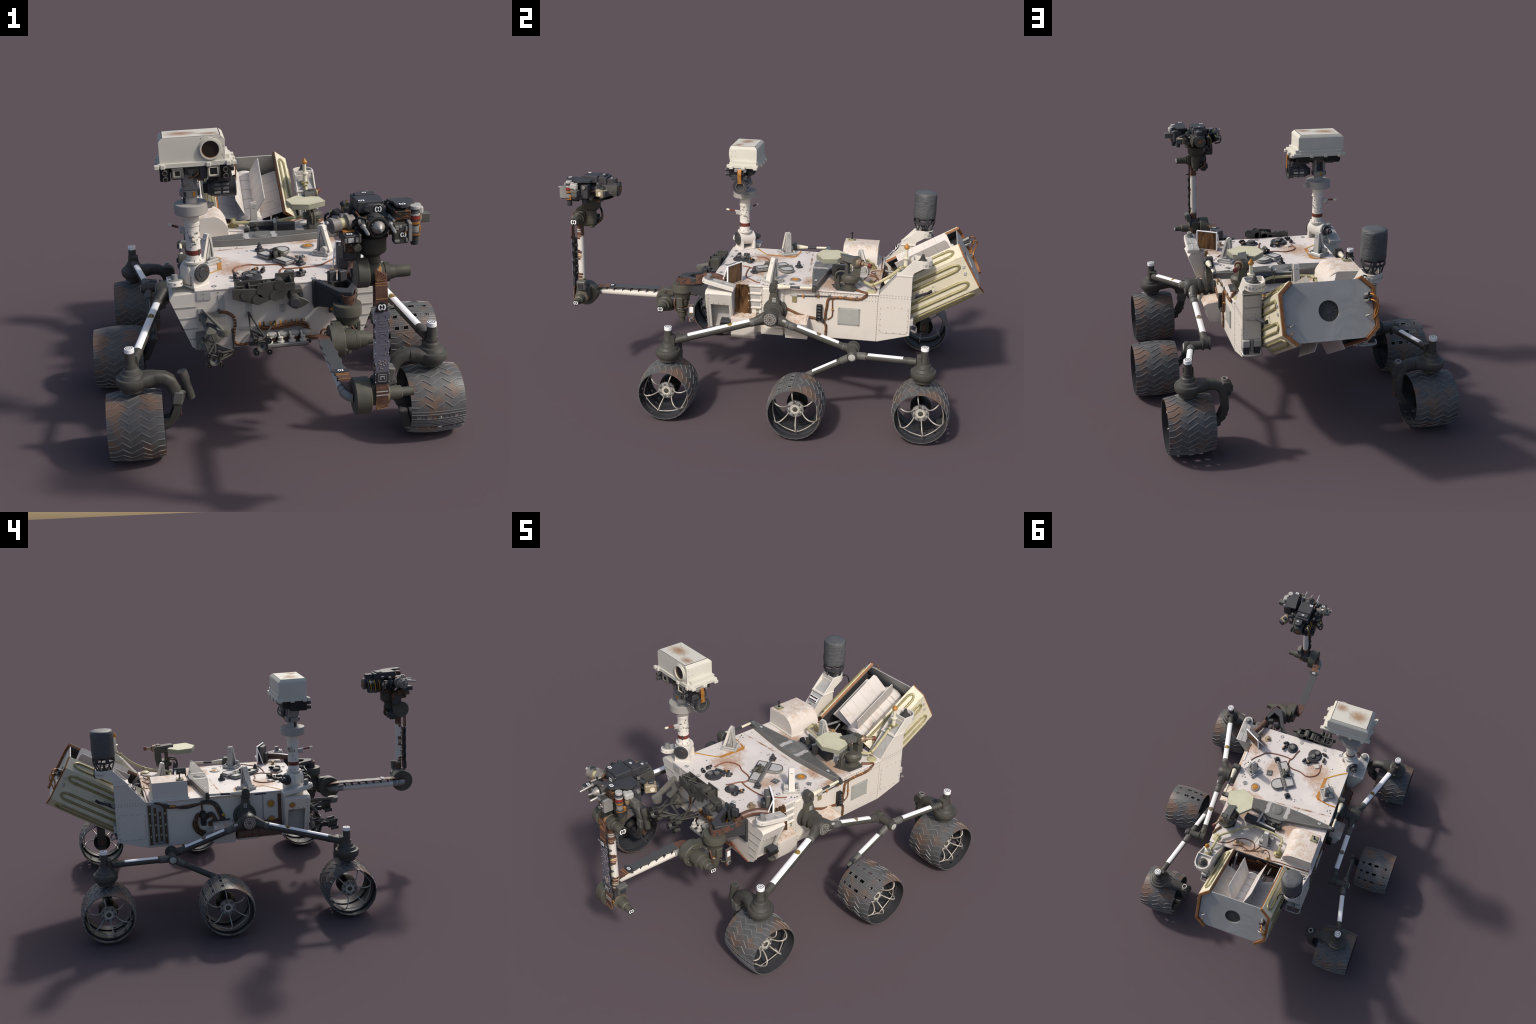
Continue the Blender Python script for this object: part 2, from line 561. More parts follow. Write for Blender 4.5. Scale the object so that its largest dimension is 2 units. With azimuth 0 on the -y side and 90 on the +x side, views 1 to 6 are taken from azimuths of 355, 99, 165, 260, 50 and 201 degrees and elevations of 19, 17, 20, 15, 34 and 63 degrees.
# panels, seams and rivets on the body sides
b = B("white_enamel")
for s in (1, -1):
    x = s * .294
    # raised riveted strips along the top edge and down the rear
    for z in (.552, .530) if s > 0 else (.552,):
        b.bolts([(x, y, z) for y in [.12 + .0145 * i for i in range(28)]], X * s, .0022, .0012, "bare_grey")
    b.bolts([(x, .522, z) for z in [.345 + .0125 * i for i in range(17)]], X * s, .002, .0012, "bare_grey")
if True:
    # framed grey radiator cover on the sunny side
    b.box((.2955, .393, .448), (.004, .102, .084), None, "grout_grey", .001)
    b.box((.297, .393, .448), (.004, .092, .074), None, "grout_grey", .001)
    b.bolts([(.2995, y, z) for y in (.348, .438) for z in (.411, .485)], X, .003)
    # gold tag and rounded edge column near the rocker
    b.box((.2965, .139, .5155), (.004, .022, .034), None, "pipe_gold")
    b.box((.2975, .139, .533), (.006, .028, .012), None, "pale_grey")
    b.cyl((.284, .040, .336), (.284, .040, .5595), .026, None, "white_enamel", 28)
    b.span((.28, -.012, .336), (.3035, .092, .560), "white_enamel", .006)
    b.bolts([(.3035, y, z) for y in (-.008, .086) for z in [.35 + .016 * i for i in range(13)]], X, .002, .001, "bare_grey")
    # louvred panel
    b.span((.290, -.078, .43), (.2985, -.014, .564), "white_enamel", .001)
    for z in (.545, .511, .475):
        b.box((.2985, -.048, z), (.004, .054, .017), None, "pale_grey", .001)
    for z in (.565, .528, .493, .459):
        b.box((.301, -.046, z), (.010, .060, .007), rotm(0, 20, 0), "white_enamel", .001)
    b.box((.300, -.033, .450), (.004, .014, .012), None, "pipe_gold")
    b.box((.300, -.033, .436), (.004, .010, .010), None, "bare_grey")
# shaded side: dark bus bars in a frame, orange port lights
b.box((-.2955, .474, .449), (.006, .094, .206), None, "bare_grey", .001)
for y, z0, z1 in ((.512, .35, .546), (.486, .36, .535), (.462, .365, .515), (.438, .352, .54)):
    b.box((-.2990, y, (z0 + z1) / 2), (.003, .012, z1 - z0), None, "stripe_dark", .001)
    for k in range(7):
        b.box((-.3005, y, z0 + .012 + k * (z1 - z0 - .02) / 6), (.002, .007, .010), None, "stripe_gold" if k % 2 else "tape_brown", 0)
for y, z in ((-.083, .503), (-.084, .421)):
    R = frame(-X, Y)
    b.lathe((-.2945, y, z), -X, [(0, .021), (.003, .021), (.003, .019)], "steel", 28)
    b.lathe((-.297, y, z), -X, [(0, .016), (.002, .016), (.003, .012)], "amber", 28)
    b.lathe((-.299, y, z), -X, [(0, .006), (.003, .006)], "gold_yellow", 16)
b.span((-.299, -.135, .36), (-.293, -.118, .55), "tape_brown", .002)
b.span((-.2985, -.06, .553), (-.293, -.005, .563), "charcoal", .001)
b.box((-.297, -.045, .45), (.004, .004, .21), None, "seam_grey", 0)
side_trim = b.done("side_trim", chassis, kind="stuff")

# dark rear bulkhead with its harness, seen between the two rear towers
b = B("wire_bundle")
b.span((-.205, .524, .345), (.205, .530, .553), "charcoal")
rnd = random.Random(3)
for k in range(26):
    y = .533 + rnd.random() * .006
    x0, z0 = rnd.uniform(-.19, .19), rnd.uniform(.36, .54)
    pts = [(x0 + rnd.uniform(-.05, .05) * i, y, min(.548, max(.35, z0 + rnd.uniform(-.04, .04) * i))) for i in range(4)]
    b.tube(pts, .0026, "copper_wire" if k % 3 else "red_wire", 6, 3)
for x in (-.075, .09):
    b.cyl((x, .529, .50), (x, .60, .56), .004, None, "bare_grey", 8)
bulk = b.done("rear_bulkhead", chassis)

# skid boxes under the side panels
for s in (1, -1):
    b = B("skid_enamel")
    if s > 0:
        prof = [(.29, .434), (.352, .420), (.352, .338), (.336, .316), (.29, .316)]
        b.prism([(x, -.148, z) for x, z in prof], (0, .112, 0), None, .0015)
        b.bolts([(.352, y, z) for y in (-.143, -.041) for z in (.35, .37, .39, .41)], X, .0024)
        b.bolts([(.335, y, .4245) for y in (-.12, -.09, -.06)], Z, .0022)
    else:
        # finned copper cooler instead of the front box
        prof = [(.29, .425), (.345, .392), (.347, .36), (.33, .35), (.29, .35)]
        b.prism([(x, -.125, z) for x, z in prof], (0, .222, 0), "tape_brown", .002)
        for k in range(7):
            yy = -.12 + k * .035
            b.prism([(x + .002, yy, z) for x, z in prof], (0, .004, 0), "copper_wire")
    b.prism([(x, -.012, z) for x, z in [(.285, .37), (.312, .366), (.312, .335), (.285, .332)]], (0, .104, 0), None, .001)
    b.prism([(x, .107, z) for x, z in [(.285, .442), (.358, .432), (.374, .422), (.362, .40), (.345, .338), (.285, .334)]], (0, .103, 0), None, .0015)
    b.bolts([(.30 + .012 * i, y, .441 - .0016 * i) for i in range(5) for y in (.114, .203)], Z, .0022)
    if s < 0:
        b.mirror()
    b.done("skid_box", chassis)

# front corner housings: tapered box with an open side bay, capped by a tilted bracket
corner_mesh = None
for s in (1, -1):
    b = B("white_enamel")
    front = [(.290, .556), (.373, .552), (.386, .538), (.314, .346), (.290, .334)]
    b.prism([(x, -.264, z) for x, z in front], (0, .010, 0), None, .001)
    back = [(.290, .556), (.373, .552), (.386, .538), (.322, .37), (.290, .36)]
    b.prism([(x, -.150, z) for x, z in back], (0, .010, 0), None, .001)
    b.prism([(.290, -.255, .556), (.373, -.255, .552), (.386, -.255, .540), (.363, -.255, .482), (.290, -.255, .482)], (0, .108, 0), None, .001)
    for y in (-.254, -.157):
        b.prism([(.363, y, .484), (.316, y, .352), (.304, y, .352), (.351, y, .484)], (0, .012, 0), None, .001)
    b.span((.290, -.254, .352), (.297, -.150, .484), "pale_grey", 0)
    for z in (.505, .462, .42, .38):
        xe = .312 + (z - .346) * .385
        b.box(((.29 + xe) / 2, -.2645, z), (xe - .29, .004, .0035), None, "seam_grey", 0)
    b.bolts([(.383 - .004, y, .532) for y in (-.23, -.205, -.18)] + [(.366, y, .489) for y in (-.23, -.205, -.18)], X, .0028)
    b.bolts([(.388 - .385 * (.545 - z), -.25, z) for z in (.535, .515, .495)], X, .0026)
    corner = (b.mirror() if s < 0 else b).done("corner_housing", chassis)
    # bracket on top
    b = B("white_enamel")
    P0, d = V((.361, -.130, .566)), V((0, -.158, .034)).normalized()
    R = frame(d.cross(X) * -1 if (d.cross(X) * -1).z > 0 else d.cross(X))
    up = R.col[2]
    out = []
    for w, l in [(-.030, 0), (.030, 0), (.028, .11)]:
        out.append((w, l))
    for a in range(0, 181, 20):
        out.append((.027 * math.cos(math.radians(a)), .128 + .027 * math.sin(math.radians(a))))
    out.append((-.028, .11))
    pts = [P0 + X * w + d * l - up * .008 for w, l in out]
    b.prism(pts, up * .020, "white_enamel", .002)
    b.prism([P0 + X * (w * .78) + d * (l * .93 + .006) + up * .0125 for w, l in out], up * .0012, "pale_grey")
    b.box(P0 + d * .055 + up * .0125, (.004, .10, .006), R, "pale_grey", .001)
    b.box(P0 + d * .055 + up * .0125, (.046, .004, .006), R, "pale_grey", .001)
    k = P0 + d * .128 + up * .012
    b.lathe(k, up, [(0, .019), (.004, .019), (.006, .012), (.022, .012), (.024, .010)], "bare_grey", 18)
    b.bolts([P0 + d * .128 + X * (.0265 * math.cos(a)) + d * (.0265 * math.sin(a)) + up * .003 for a in (.6, 1.57, 2.5)], -d * -1, .004, .0015, "bare_grey")
    (b.mirror() if s < 0 else b).done("corner_bracket", corner)

# small dark instrument hanging in the right-hand bay, amber light on the other
b = B("charcoal")
b.box((.338, -.175, .398), (.036, .045, .013), rotm(0, 12, 0), "charcoal")
b.box((.340, -.175, .382), (.036, .050, .014), rotm(0, 12, 0), "black_rubber")
b.box((.352, -.157, .376), (.010, .008, .02), None, "pipe_gold")
b.lathe((.338, -.175, .33), Z, [(0, .012), (.008, .019), (.013, .019), (.018, .010), (.05, .010)], "dark_grey", 18)
b.done("bay_instrument", chassis)
b = B("amber")
n = V((-.93, 0, -.36))
b.lathe((-.3735, -.175, .509), n, [(0, .0165), (.003, .0165), (.003, .014)], "steel", 24)
b.lathe((-.3755, -.175, .508), n, [(0, .012), (.002, .012)], "amber", 24)
b.lathe((-.377, -.175, .5075), n, [(0, .004), (.002, .004)], "gold_yellow", 12)
b.done("port_light", chassis)

# amber foil curtain behind the right corner, brown-backed sun shield on the deck
for s in (1,):
    b = B("amber_foil")
    cols = []
    for i in range(9):
        z = .567 - i * (.567 - .418) / 8
        row = []
        for j in range(11):
            y = -.136 + j * (.062 + .014 * i / 8) / 10
            row.append(V((.303 + .0035 * math.sin(j * 1.9 + i * .35) + .005 * i / 8, y, z)))
        cols.append(row + [p - X * .008 for p in reversed(row)])
    b.loft(cols, "amber_foil")
    (b.mirror() if s < 0 else b).done("foil_curtain", chassis, 60)

b = B("stark_white")
c0, c1 = V((.338, -.170, .566)), V((.246, -.118, .566))
dr = (c1 - c0).normalized()
nn = dr.cross(Z).normalized()        # faces rear right
if nn.y < 0:
    nn = -nn
L = (c1 - c0).length
R = M((dr, nn, Z)).transposed()
mid = (c0 + c1) / 2
b.box(mid + Z * .095 - Z * .0, (L, .008, .005), R, "stark_white")
b.box(mid + Z * .004, (L, .008, .005), R, "white_enamel")
b.box(c0 + Z * .048 + dr * .003, (.006, .008, .09), R, "stark_white")
b.box(c1 + Z * .048 - dr * .003, (.006, .008, .09), R, "stark_white")
b.box(mid + Z * .049 + nn * .002, (L - .012, .003, .086), R, "amber_foil", 0)
b.box(mid + Z * .049 - nn * .003, (L - .012, .003, .086), R, "charcoal", 0)
b.cyl(c0 + Z * .086 - nn * .004, c0 + Z * -.0 - nn * .034 + dr * .0, .0028, None, "stark_white", 6)
b.cyl(c1 + Z * .086 - nn * .004, c1 - nn * .034, .0028, None, "stark_white", 6)
shield = b.done("sun_shield", deck)
b = B("charcoal")
q = mid - nn * .018 + dr * .006
b.box(q + Z * .050, (.062, .022, .084), R, "mid_grey", .004)
b.box(q - nn * .017 + Z * .030, (.045, .018, .050), R, "charcoal", .008)
b.done("shield_box", shield)

# ---------------------------------------------------------------- front face
b = B("white_enamel")
for x, z, w, h in ((-.262, .543, .05, .030), (-.20, .50, .022, .085), (-.101, .492, .022, .09), (.02, .47, .02, .03), (-.23, .40, .11, .014), (-.09, .405, .1, .013), (-.275, .47, .022, .05)):
    b.box((x, -.2655, z), (w, .003, h), None, "pale_grey", 0)
    b.bolts([(x, -.267, z + h * .3), (x, -.267, z - h * .3)], -Y, .0026)
b.bolts([(x, -.264, z) for x, z in ((-.245, .553), (-.21, .552), (-.17, .55), (-.12, .552), (.09, .54), (.10, .42), (.12, .38), (.05, .535))], -Y, .0032)
b.span((-.29, -.268, .334), (.29, -.262, .340), "pale_grey", .001)
b.done("front_trim", chassis, kind="stuff")

# dark camera rack of tubes on the front lip
b = B("dark_grey")
outline = [(-.162, .583), (-.075, .579), (-.072, .597), (-.005, .603), (-.002, .592), (.062, .592), (.062, .566), (.030, .562), (.018, .530), (-.005, .542), (-.070, .517), (-.118, .531), (-.162, .546)]
b.prism([(x, -.316, z - .004) for x, z in outline], (0, -.006, 0), "dark_grey", .0012)
for x, z in ((-.114, .555), (-.055, .562), (.008, .580), (-.010, .545), (-.073, .535), (-.028, .571)):
    if (x, z) != (-.028, .571):
        b.lathe((x, -.3215, z), -Y, [(0, .0200), (.003, .0200)], "dark_grey", 24)
        b.ring((x, -.3216, z), -Y, .0212, .0200, .0012, "charcoal", 24)
    b.cyl((x, -.316, z), (x, -.268, z), .017, None, "dark_grey", 18)
b.span((-.150, -.272, .566), (.004, -.268, .590), "dark_grey", .001)
b.span((-.002, -.272, .566), (.066, -.268, .610), "dark_grey", .001)
for x in (-.148, -.10, -.045, .0, .05):
    b.span((x - .003, -.314, .560), (x + .003, -.266, .600 if x > -.01 else .586), "dark_grey", .0005)
for x0, x1 in ((-.148, -.10), (-.10, -.045), (-.045, 0), (0, .05)):
    b.cyl((x0, -.27, .585), (x1, -.27, .568), .002, None, "dark_grey", 6)
    b.cyl((x0, -.31, .585), (x1, -.27, .570), .002, None, "dark_grey", 6)
b.span((-.15, -.31, .555), (.055, -.266, .561), "charcoal", .001)
b.done("tube_rack", chassis)

# second, oval pod to the right of it
b = B("dark_grey")
pts = [(.062 + .026 * math.cos(a) * (1.9 if math.cos(a) > 0 else 1.25) * (1 - .45 * abs(math.sin(a))), -.325, .514 + .0235 * math.sin(a)) for a in [i * math.pi / 12 for i in range(24)]]
b.prism(pts, (0, -.008, 0), "dark_grey", .002)
b.lathe((.058, -.332, .516), -Y, [(0, .019), (.003, .019), (.005, .016)], "charcoal", 22)
b.cyl((.060, -.325, .517), (.060, -.262, .52), .021, None, "dark_grey", 20)
b.cyl((.085, -.320, .530), (.075, -.262, .545), .0025, None, "charcoal", 6)
b.span((.045, -.30, .535), (.09, -.262, .556), "dark_grey", .003)
b.span((.070, -.29, .498), (.095, -.262, .54), "charcoal", .003)
b.done("oval_pod", chassis)

# chute plates on the left of the front face
b = B("dark_grey")
b.prism([(-.288, -.272, .478), (-.213, -.272, .482), (-.232, -.322, .418), (-.262, -.322, .418)], (0, -.012, .003), "chute_grey", .001)
b.box((-.276, -.268, .462), (.014, .012, .026), None, "tape_brown", .004)
b.box((-.211, -.27, .482), (.010, .014, .016), None, "dark_grey")
b.prism([(-.300, -.275, .412), (-.222, -.275, .412), (-.222, -.300, .39), (-.27, -.300, .35), (-.300, -.275, .352)], (0, -.012, 0), "chute_grey", .001)
b.prism([(-.275, -.28, .493), (-.265, -.265, .473), (-.196, -.43, .468), (-.214, -.44, .472)], (0, 0, .010), "chute_grey", .001)
b.lathe((-.206, -.420, .454), Z, [(0, .022), (.020, .026), (.026, .025)], "chute_grey", 22)
b.tube([(-.27, -.265, .44), (-.24, -.35, .46), (-.212, -.42, .462)], .007, "charcoal")
b.box((-.235, -.29, .36), (.03, .03, .022), None, "mid_grey", .003)
b.box((-.285, -.27, .345), (.04, .016, .012), None, "steel", .003)
b.done("intake_chute", chassis)

# two truss-mounted eye clusters
def eye_cluster(b, c, face, sz):
    R = frame(face)
    f = R.col[2]
    b.lathe(c, f, [(-.045, sz * .62), (-.012, sz * .95), (0, sz), (.001, sz * .92), (-.010, sz * .55), (-.014, sz * .1)], "dark_grey", 26)
    b.lathe(V(c) - f * .001, f, [(-.0125, sz * .1), (-.0088, sz * .55), (.0008, sz * .90)], "lens_bowl", 26, False)
    b.box(V(c) - f * .010, (sz * .26, sz * .42, .005), R, "black_rubber", 0)
    for a in (40, 140, 222, 318):
        a = math.radians(a)
        p = V(c) + R.col[0] * (math.cos(a) * sz * 1.45) + R.col[1] * (math.sin(a) * sz * 1.45)
        b.cyl(p - f * .034, p - f * .002, sz * .47, None, "dark_grey", 14)
        b.lathe(p - f * .004, f, [(0, sz * .50), (.006, sz * .50), (.006, sz * .38), (.001, sz * .32)], "black_rubber", 14)
        b.ball(p, sz * .2, "lens_glass", 8)


b = B("dark_grey")
eye_cluster(b, (-.244, -.421, .358), (0.12, -1, .12), .020)
eye_cluster(b, (-.075, -.434, .401), (-.02, -1, .16), .021)
T1 = [((-.164, -.266, .405), (-.235, -.33, .385)), ((-.164, -.266, .405), (-.165, -.28, .338)), ((-.235, -.33, .385), (-.262, -.39, .37)),
      ((-.235, -.33, .385), (-.238, -.39, .37)), ((-.235, -.33, .385), (-.170, -.32, .345)), ((-.235, -.33, .385), (-.278, -.29, .392)),
      ((-.278, -.29, .392), (-.258, -.38, .362)), ((-.170, -.32, .345), (-.225, -.39, .372)), ((-.168, -.32, .335), (-.222, -.39, .345)),
      ((-.165, -.28, .338), (-.168, -.32, .34)), ((-.255, -.266, .42), (-.235, -.33, .387)), ((-.170, -.30, .34), (-.225, -.40, .355)),
      ((-.105, -.272, .469), (-.103, -.31, .415)), ((-.105, -.272, .469), (-.062, -.38, .415)), ((-.103, -.31, .415), (-.062, -.38, .415)),
      ((-.103, -.31, .415), (-.09, -.40, .405)), ((-.062, -.38, .415), (-.010, -.27, .425)), ((-.062, -.38, .415), (-.10, -.27, .39)),
      ((-.062, -.38, .415), (-.07, -.40, .41)), ((-.103, -.31, .41), (-.10, -.40, .40)), ((-.09, -.27, .38), (-.085, -.40, .385))]
for p, q in T1:
    b.cyl(p, q, .0034, None, "dark_grey", 7)
b.box((-.205, -.325, .36), (.07, .012, .018), rotm(0, 25, 0), "charcoal", .002)
b.box((-.095, -.34, .395), (.03, .09, .02), rotm(0, 0, -12), "charcoal", .003)
b.box((-.238, -.37, .352), (.03, .05, .02), None, "charcoal", .003)
b.done("eye_truss", chassis)

# tray of white valves with its red harness
b = B("dark_grey")
b.span((-.052, -.345, .352), (.102, -.262, .360), "tape_brown", .002)
b.span((-.052, -.349, .356), (.102, -.340, .368), "bare_grey", .002)
for x in (-.040, .002, .043, .083):
    b.lathe((x, -.330, .366), Z, [(0, .0135), (.006, .0135), (.007, .009), (.015, .008), (.017, .0095), (.021, .0095), (.022, .003)], "head_enamel", 16)
    b.cyl((x - .002, -.330, .385), (x - .007, -.318, .402), .003, None, "head_enamel", 8)
    b.box((x + .02, -.335, .364), (.016, .014, .010), None, "charcoal")
    b.lathe((x + .012, -.300, .366), Z, [(0, .012), (.010, .012), (.012, .018), (.017, .019), (.024, .019), (.028, .012)], "pale_grey", 18)
    b.ring((x + .012, -.300, .368), Z, .0135, .010, .008, "tape_brown", 16)
b.done("valve_tray", chassis)
b = B("copper_wire")
b.tube([(-.075, -.272, .408), (-.03, -.272, .402), (.03, -.275, .410), (.085, -.275, .413), (.108, -.275, .40), (.110, -.272, .36), (.125, -.272, .350), (.165, -.272, .352)], .0062, "copper_wire")
b.tube([(-.072, -.272, .400), (0, -.272, .398), (.08, -.275, .405), (.104, -.275, .385), (.106, -.272, .355)], .005, "red_wire")
for x in (-.07, -.055, -.03, -.012, .006, .028, .047, .066, .085):
    b.tube([(x, -.272, .403), (x + .004, -.276, .417), (x + .003, -.272, .427)], .0035, "copper_wire" if int(x * 1000) % 2 else "amber", 6)
b.tube([(-.215, -.268, .478), (-.185, -.268, .474), (-.160, -.268, .455), (-.155, -.268, .425), (-.162, -.268, .39), (-.160, -.268, .355), (-.135, -.268, .343), (-.10, -.268, .346)], .0055, "copper_wire")
b.tube([(.155, -.27, .345), (.16, -.275, .372), (.178, -.275, .378), (.195, -.275, .365), (.205, -.275, .352)], .004, "red_wire")
b.tube([(.170, -.27, .36), (.19, -.275, .37), (.215, -.273, .355), (.25, -.272, .345), (.29, -.272, .338)], .004, "red_wire")
for k in range(9):
    z = .46 - .012 * k
    b.ring((-.1555 - .0006 * k, -.268, z), Z, .0064, .005, .002, "head_enamel", 8)
b.done("front_harness", chassis, 60)

# ---------------------------------------------------------------- side harnesses
b = B("copper_wire")
S1 = [(.297, .096, .469), (.297, .138, .451), (.297, .173, .438), (.297, .238, .428), (.297, .267, .421), (.297, .289, .398), (.297, .29, .345)]
S2 = [(.297, .124, .530), (.297, .217, .535), (.297, .28, .539), (.297, .344, .538), (.297, .43, .536), (.297, .463, .551), (.298, .471, .567), (.290, .45, .570), (.27, .422, .571)]
S3 = [(.297, .344, .537), (.297, .304, .532), (.297, .293, .516), (.297, .291, .491), (.297, .286, .46), (.297, .285, .423)]
S4 = [(.297, .327, .531), (.297, .316, .524), (.297, .317, .481), (.297, .316, .444), (.297, .296, .426)]
b.tube(S1, .0058, "copper_wire")
b.tube(S2[:4], .0030, "charcoal")
b.tube(S2[3:], .0062, "copper_wire")
b.tube(S3, .0062, "copper_wire")
b.tube(S4, .0030, "copper_wire")
for y, z in ((.18, .533), (.25, .538), (.35, .538), (.40, .537)):
    b.box((.299, y, z), (.008, .008, .014), None, "amber", .002)
for y, z in ((.300, .548), (.372, .548), (.425, .550)):
    b.box((.297, y, z), (.006, .012, .008), None, "pale_grey", .002)
for y, z in ((.317, .478), (.286, .44), (.289, .40), (.29, .37)):
    b.box((.298, y, z), (.012, .012, .004), None, "amber" if z > .47 else "charcoal", .001)
b.tube([(.298, .245, .423), (.302, .262, .432), (.302, .275, .418)], .009, "charcoal")
b.done("side_harness", chassis, 60)
b = B("black_rubber")
b.span((.293, .244, .424), (.313, .270, .498), "black_rubber", .002)
for z in (.44, .455, .47, .485):
    b.span((.309, .248, z - .004), (.3155, .266, z + .004), "charcoal", .001)
    b.span((.3145, .256, z - .003), (.317, .264, z + .002), "mid_grey", .0005)
b.done("connector_block", chassis)

b = B("wire_bundle")
for k, col in enumerate(("charcoal", "wire_bundle", "charcoal", "copper_wire")):
    o = .006 * k
    b.tube([(-.297, .488 - o, .561), (-.299, .425, .541 - o * .6), (-.301, .345, .522 + o * .5), (-.301, .285, .530 + o * .3), (-.300, .235, .549 - o * .8), (-.300, .19 + o * .6, .532 - o * .4), (-.298, .165 + o, .49), (-.297, .150 + o, .445)], .005, col, 8)
for k in range(4):
    o = .007 * k
    b.tube([(-.298, .262 - o * .4, .485 - o), (-.302, .285 - o * .3, .484 - o * .6), (-.304, .306 - o, .44), (-.302, .295 - o, .400 + o * .4), (-.299, .262 - o, .370 + o)], .0036, "copper_wire" if k % 2 else "wire_bundle")
    b.tube([(-.298, .248, .47 - o), (-.302, .215, .488 - o), (-.302, .195 - o * .4, .465 - o), (-.302, .21 + o, .445 - o * .4), (-.302, .165, .443 - o * .7), (-.298, .125, .444 - o)], .0036, "copper_wire" if k % 2 else "charcoal")
b.box((-.301, .156, .47), (.012, .016, .012), rotm(30), "gold_yellow", .002)
b.box((-.301, .400, .536), (.010, .03, .010), None, "amber", .002)
b.tube([(-.298, .258, .55), (-.299, .258, .52), (-.299, .257, .50)], .004, "copper_wire")
b.box((-.299, .20, .425), (.012, .06, .014), None, "tape_brown", .003)
b.box((-.299, .20, .395), (.010, .09, .026), None, "pale_grey", .003)
b.done("shade_harness", chassis, 60)
b = B("black_rubber")
b.span((-.333, .243, .432), (-.293, .268, .499), "black_rubber", .003)
b.span((-.337, .246, .47), (-.31, .265, .492), "charcoal", .003)
b.done("shade_connector", chassis)

# ---------------------------------------------------------------- rear towers
for s in (1, -1):
    b = B("body_enamel")
    side = [(.525, .562), (.606, .660), (.672, .663), (.674, .376), (.525, .335)]
    for x in (.212, .288):
        b.prism([(x, y, z) for y, z in side], (.006, 0, 0), None, .001)
    b.prism([(.217, .538, .562), (.217, .612, .652), (.217, .6715, .652), (.217, .6715, .378), (.217, .53, .340)], (.072, 0, 0), "white_enamel", 0)
    b.prism([(.218, .5275, .5625), (.218, .606, .6585), (.218, .611, .6555), (.218, .534, .562)], (.070, 0, 0), "pale_grey", .001)
    # cap bracket with rounded end
    cap = []
    for y0, z0, y1, z1 in ((.604, .662, .674, .740),):
        for x in (.210, .290):
            b.prism([(x, .604, .664), (x, .674, .739), (x, .715, .737), (x, .715, .700), (x, .678, .678), (x, .672, .663)], (.006, 0, 0), "white_enamel", .001)
    b.prism([(.216, .612, .664), (.216, .68, .712), (.216, .69, .706), (.216, .674, .664)], (.074, 0, 0), "pale_grey", 0)
    plan = [(.2115, .664), (.2945, .664)] + [(.253 + .0415 * math.cos(a), .712 + .043 * math.sin(a)) for a in [i * math.pi / 12 for i in range(13)]]
    b.plate(plan, .700, .720, "white_enamel", .0015)
    inner = [(.253 + .043 * math.cos(a), .712 + .043 * math.sin(a)) for a in [i * math.pi / 12 for i in range(13)]]
    rim = inner + [(.253 + .036 * math.cos(a), .712 + .036 * math.sin(a)) for a in [(12 - i) * math.pi / 12 for i in range(13)]]
    b.plate(rim, .720, .736, "white_enamel", .001)
    b.plate([(.253 + .036 * math.cos(a), .712 + .036 * math.sin(a)) for a in [i * math.pi / 12 for i in range(13)]], .716, .7205, "pale_grey")
    b.span((.2165, .668, .722), (.2895, .673, .7385), "white_enamel", .001)
    for a in range(20, 170, 22):
        a = math.radians(a)
        p = V((.253 + .043 * math.cos(a), .712 + .043 * math.sin(a), .718))
        b.box(p, (.008, .005, .010), rotm(0, 0, math.degrees(a) - 90), "pale_grey", .001)
    b.span((.207, .600, .658), (.297, .6745, .666), "white_enamel", .002)
    # rivets and outlined door on the outer face
    b.bolts([(.294, y, z) for y in [.535 + .0135 * i for i in range(11)] for z in (.553, .564)], X, .0022, .0012, "bare_grey")
    dz = [(.545, .512), (.655, .512), (.666, .502), (.666, .391), (.655, .382), (.545, .380), (.534, .390), (.534, .502)]
    b.prism([(.2935, y, z) for y, z in dz], (.0015, 0, 0), "seam_grey")
    b.prism([(.2937, .60 + (y - .60) * .985, .446 + (z - .446) * .985) for y, z in dz], (.0022, 0, 0), "body_enamel", .0005)
    b.bolts([(.2958, .60 + (y - .60) * .93, .446 + (z - .446) * .93) for y, z in [(.534, z) for z in (.39, .417, .446, .475, .502)] + [(.666, z) for z in (.39, .417, .446, .475, .502)] + [(y, .512) for y in (.567, .60, .633)] + [(y, .380) for y in (.567, .60, .633)]], X, .0024, .0012, "bare_grey")
    b.bolts([(x, .6745, z) for x in (.217, .289) for z in [.39 + .02 * i for i in range(14)]], Y, .002, .001, "bare_grey")
    b.box((.253, .6745, .60), (.07, .002, .003), None, "seam_grey", 0)
    b.bolts([(x, .6745, z) for x in [.225 + .014 * i for i in range(5)] for z in (.545, .558, .57)], Y, .0018, .001, "bare_grey")
    # two grey feet and the tow bar at the foot of the rear face
    for x in (.230, .279):
        b.span((x - .016, .672, .424), (x + .016, .688, .456), "pale_grey", .003)
        b.span((x - .014, .672, .392), (x + .014, .684, .424), "charcoal", .003)
    b.span((.247, .672, .40), (.260, .686, .455), "bare_grey", .002)
    b.tube([(.215, .68, .405), (.219, .700, .393), (.255, .703, .392), (.291, .700, .394), (.295, .68, .405)], .0052, "steel")
    (b.mirror() if s < 0 else b).done("rear_tower", chassis)

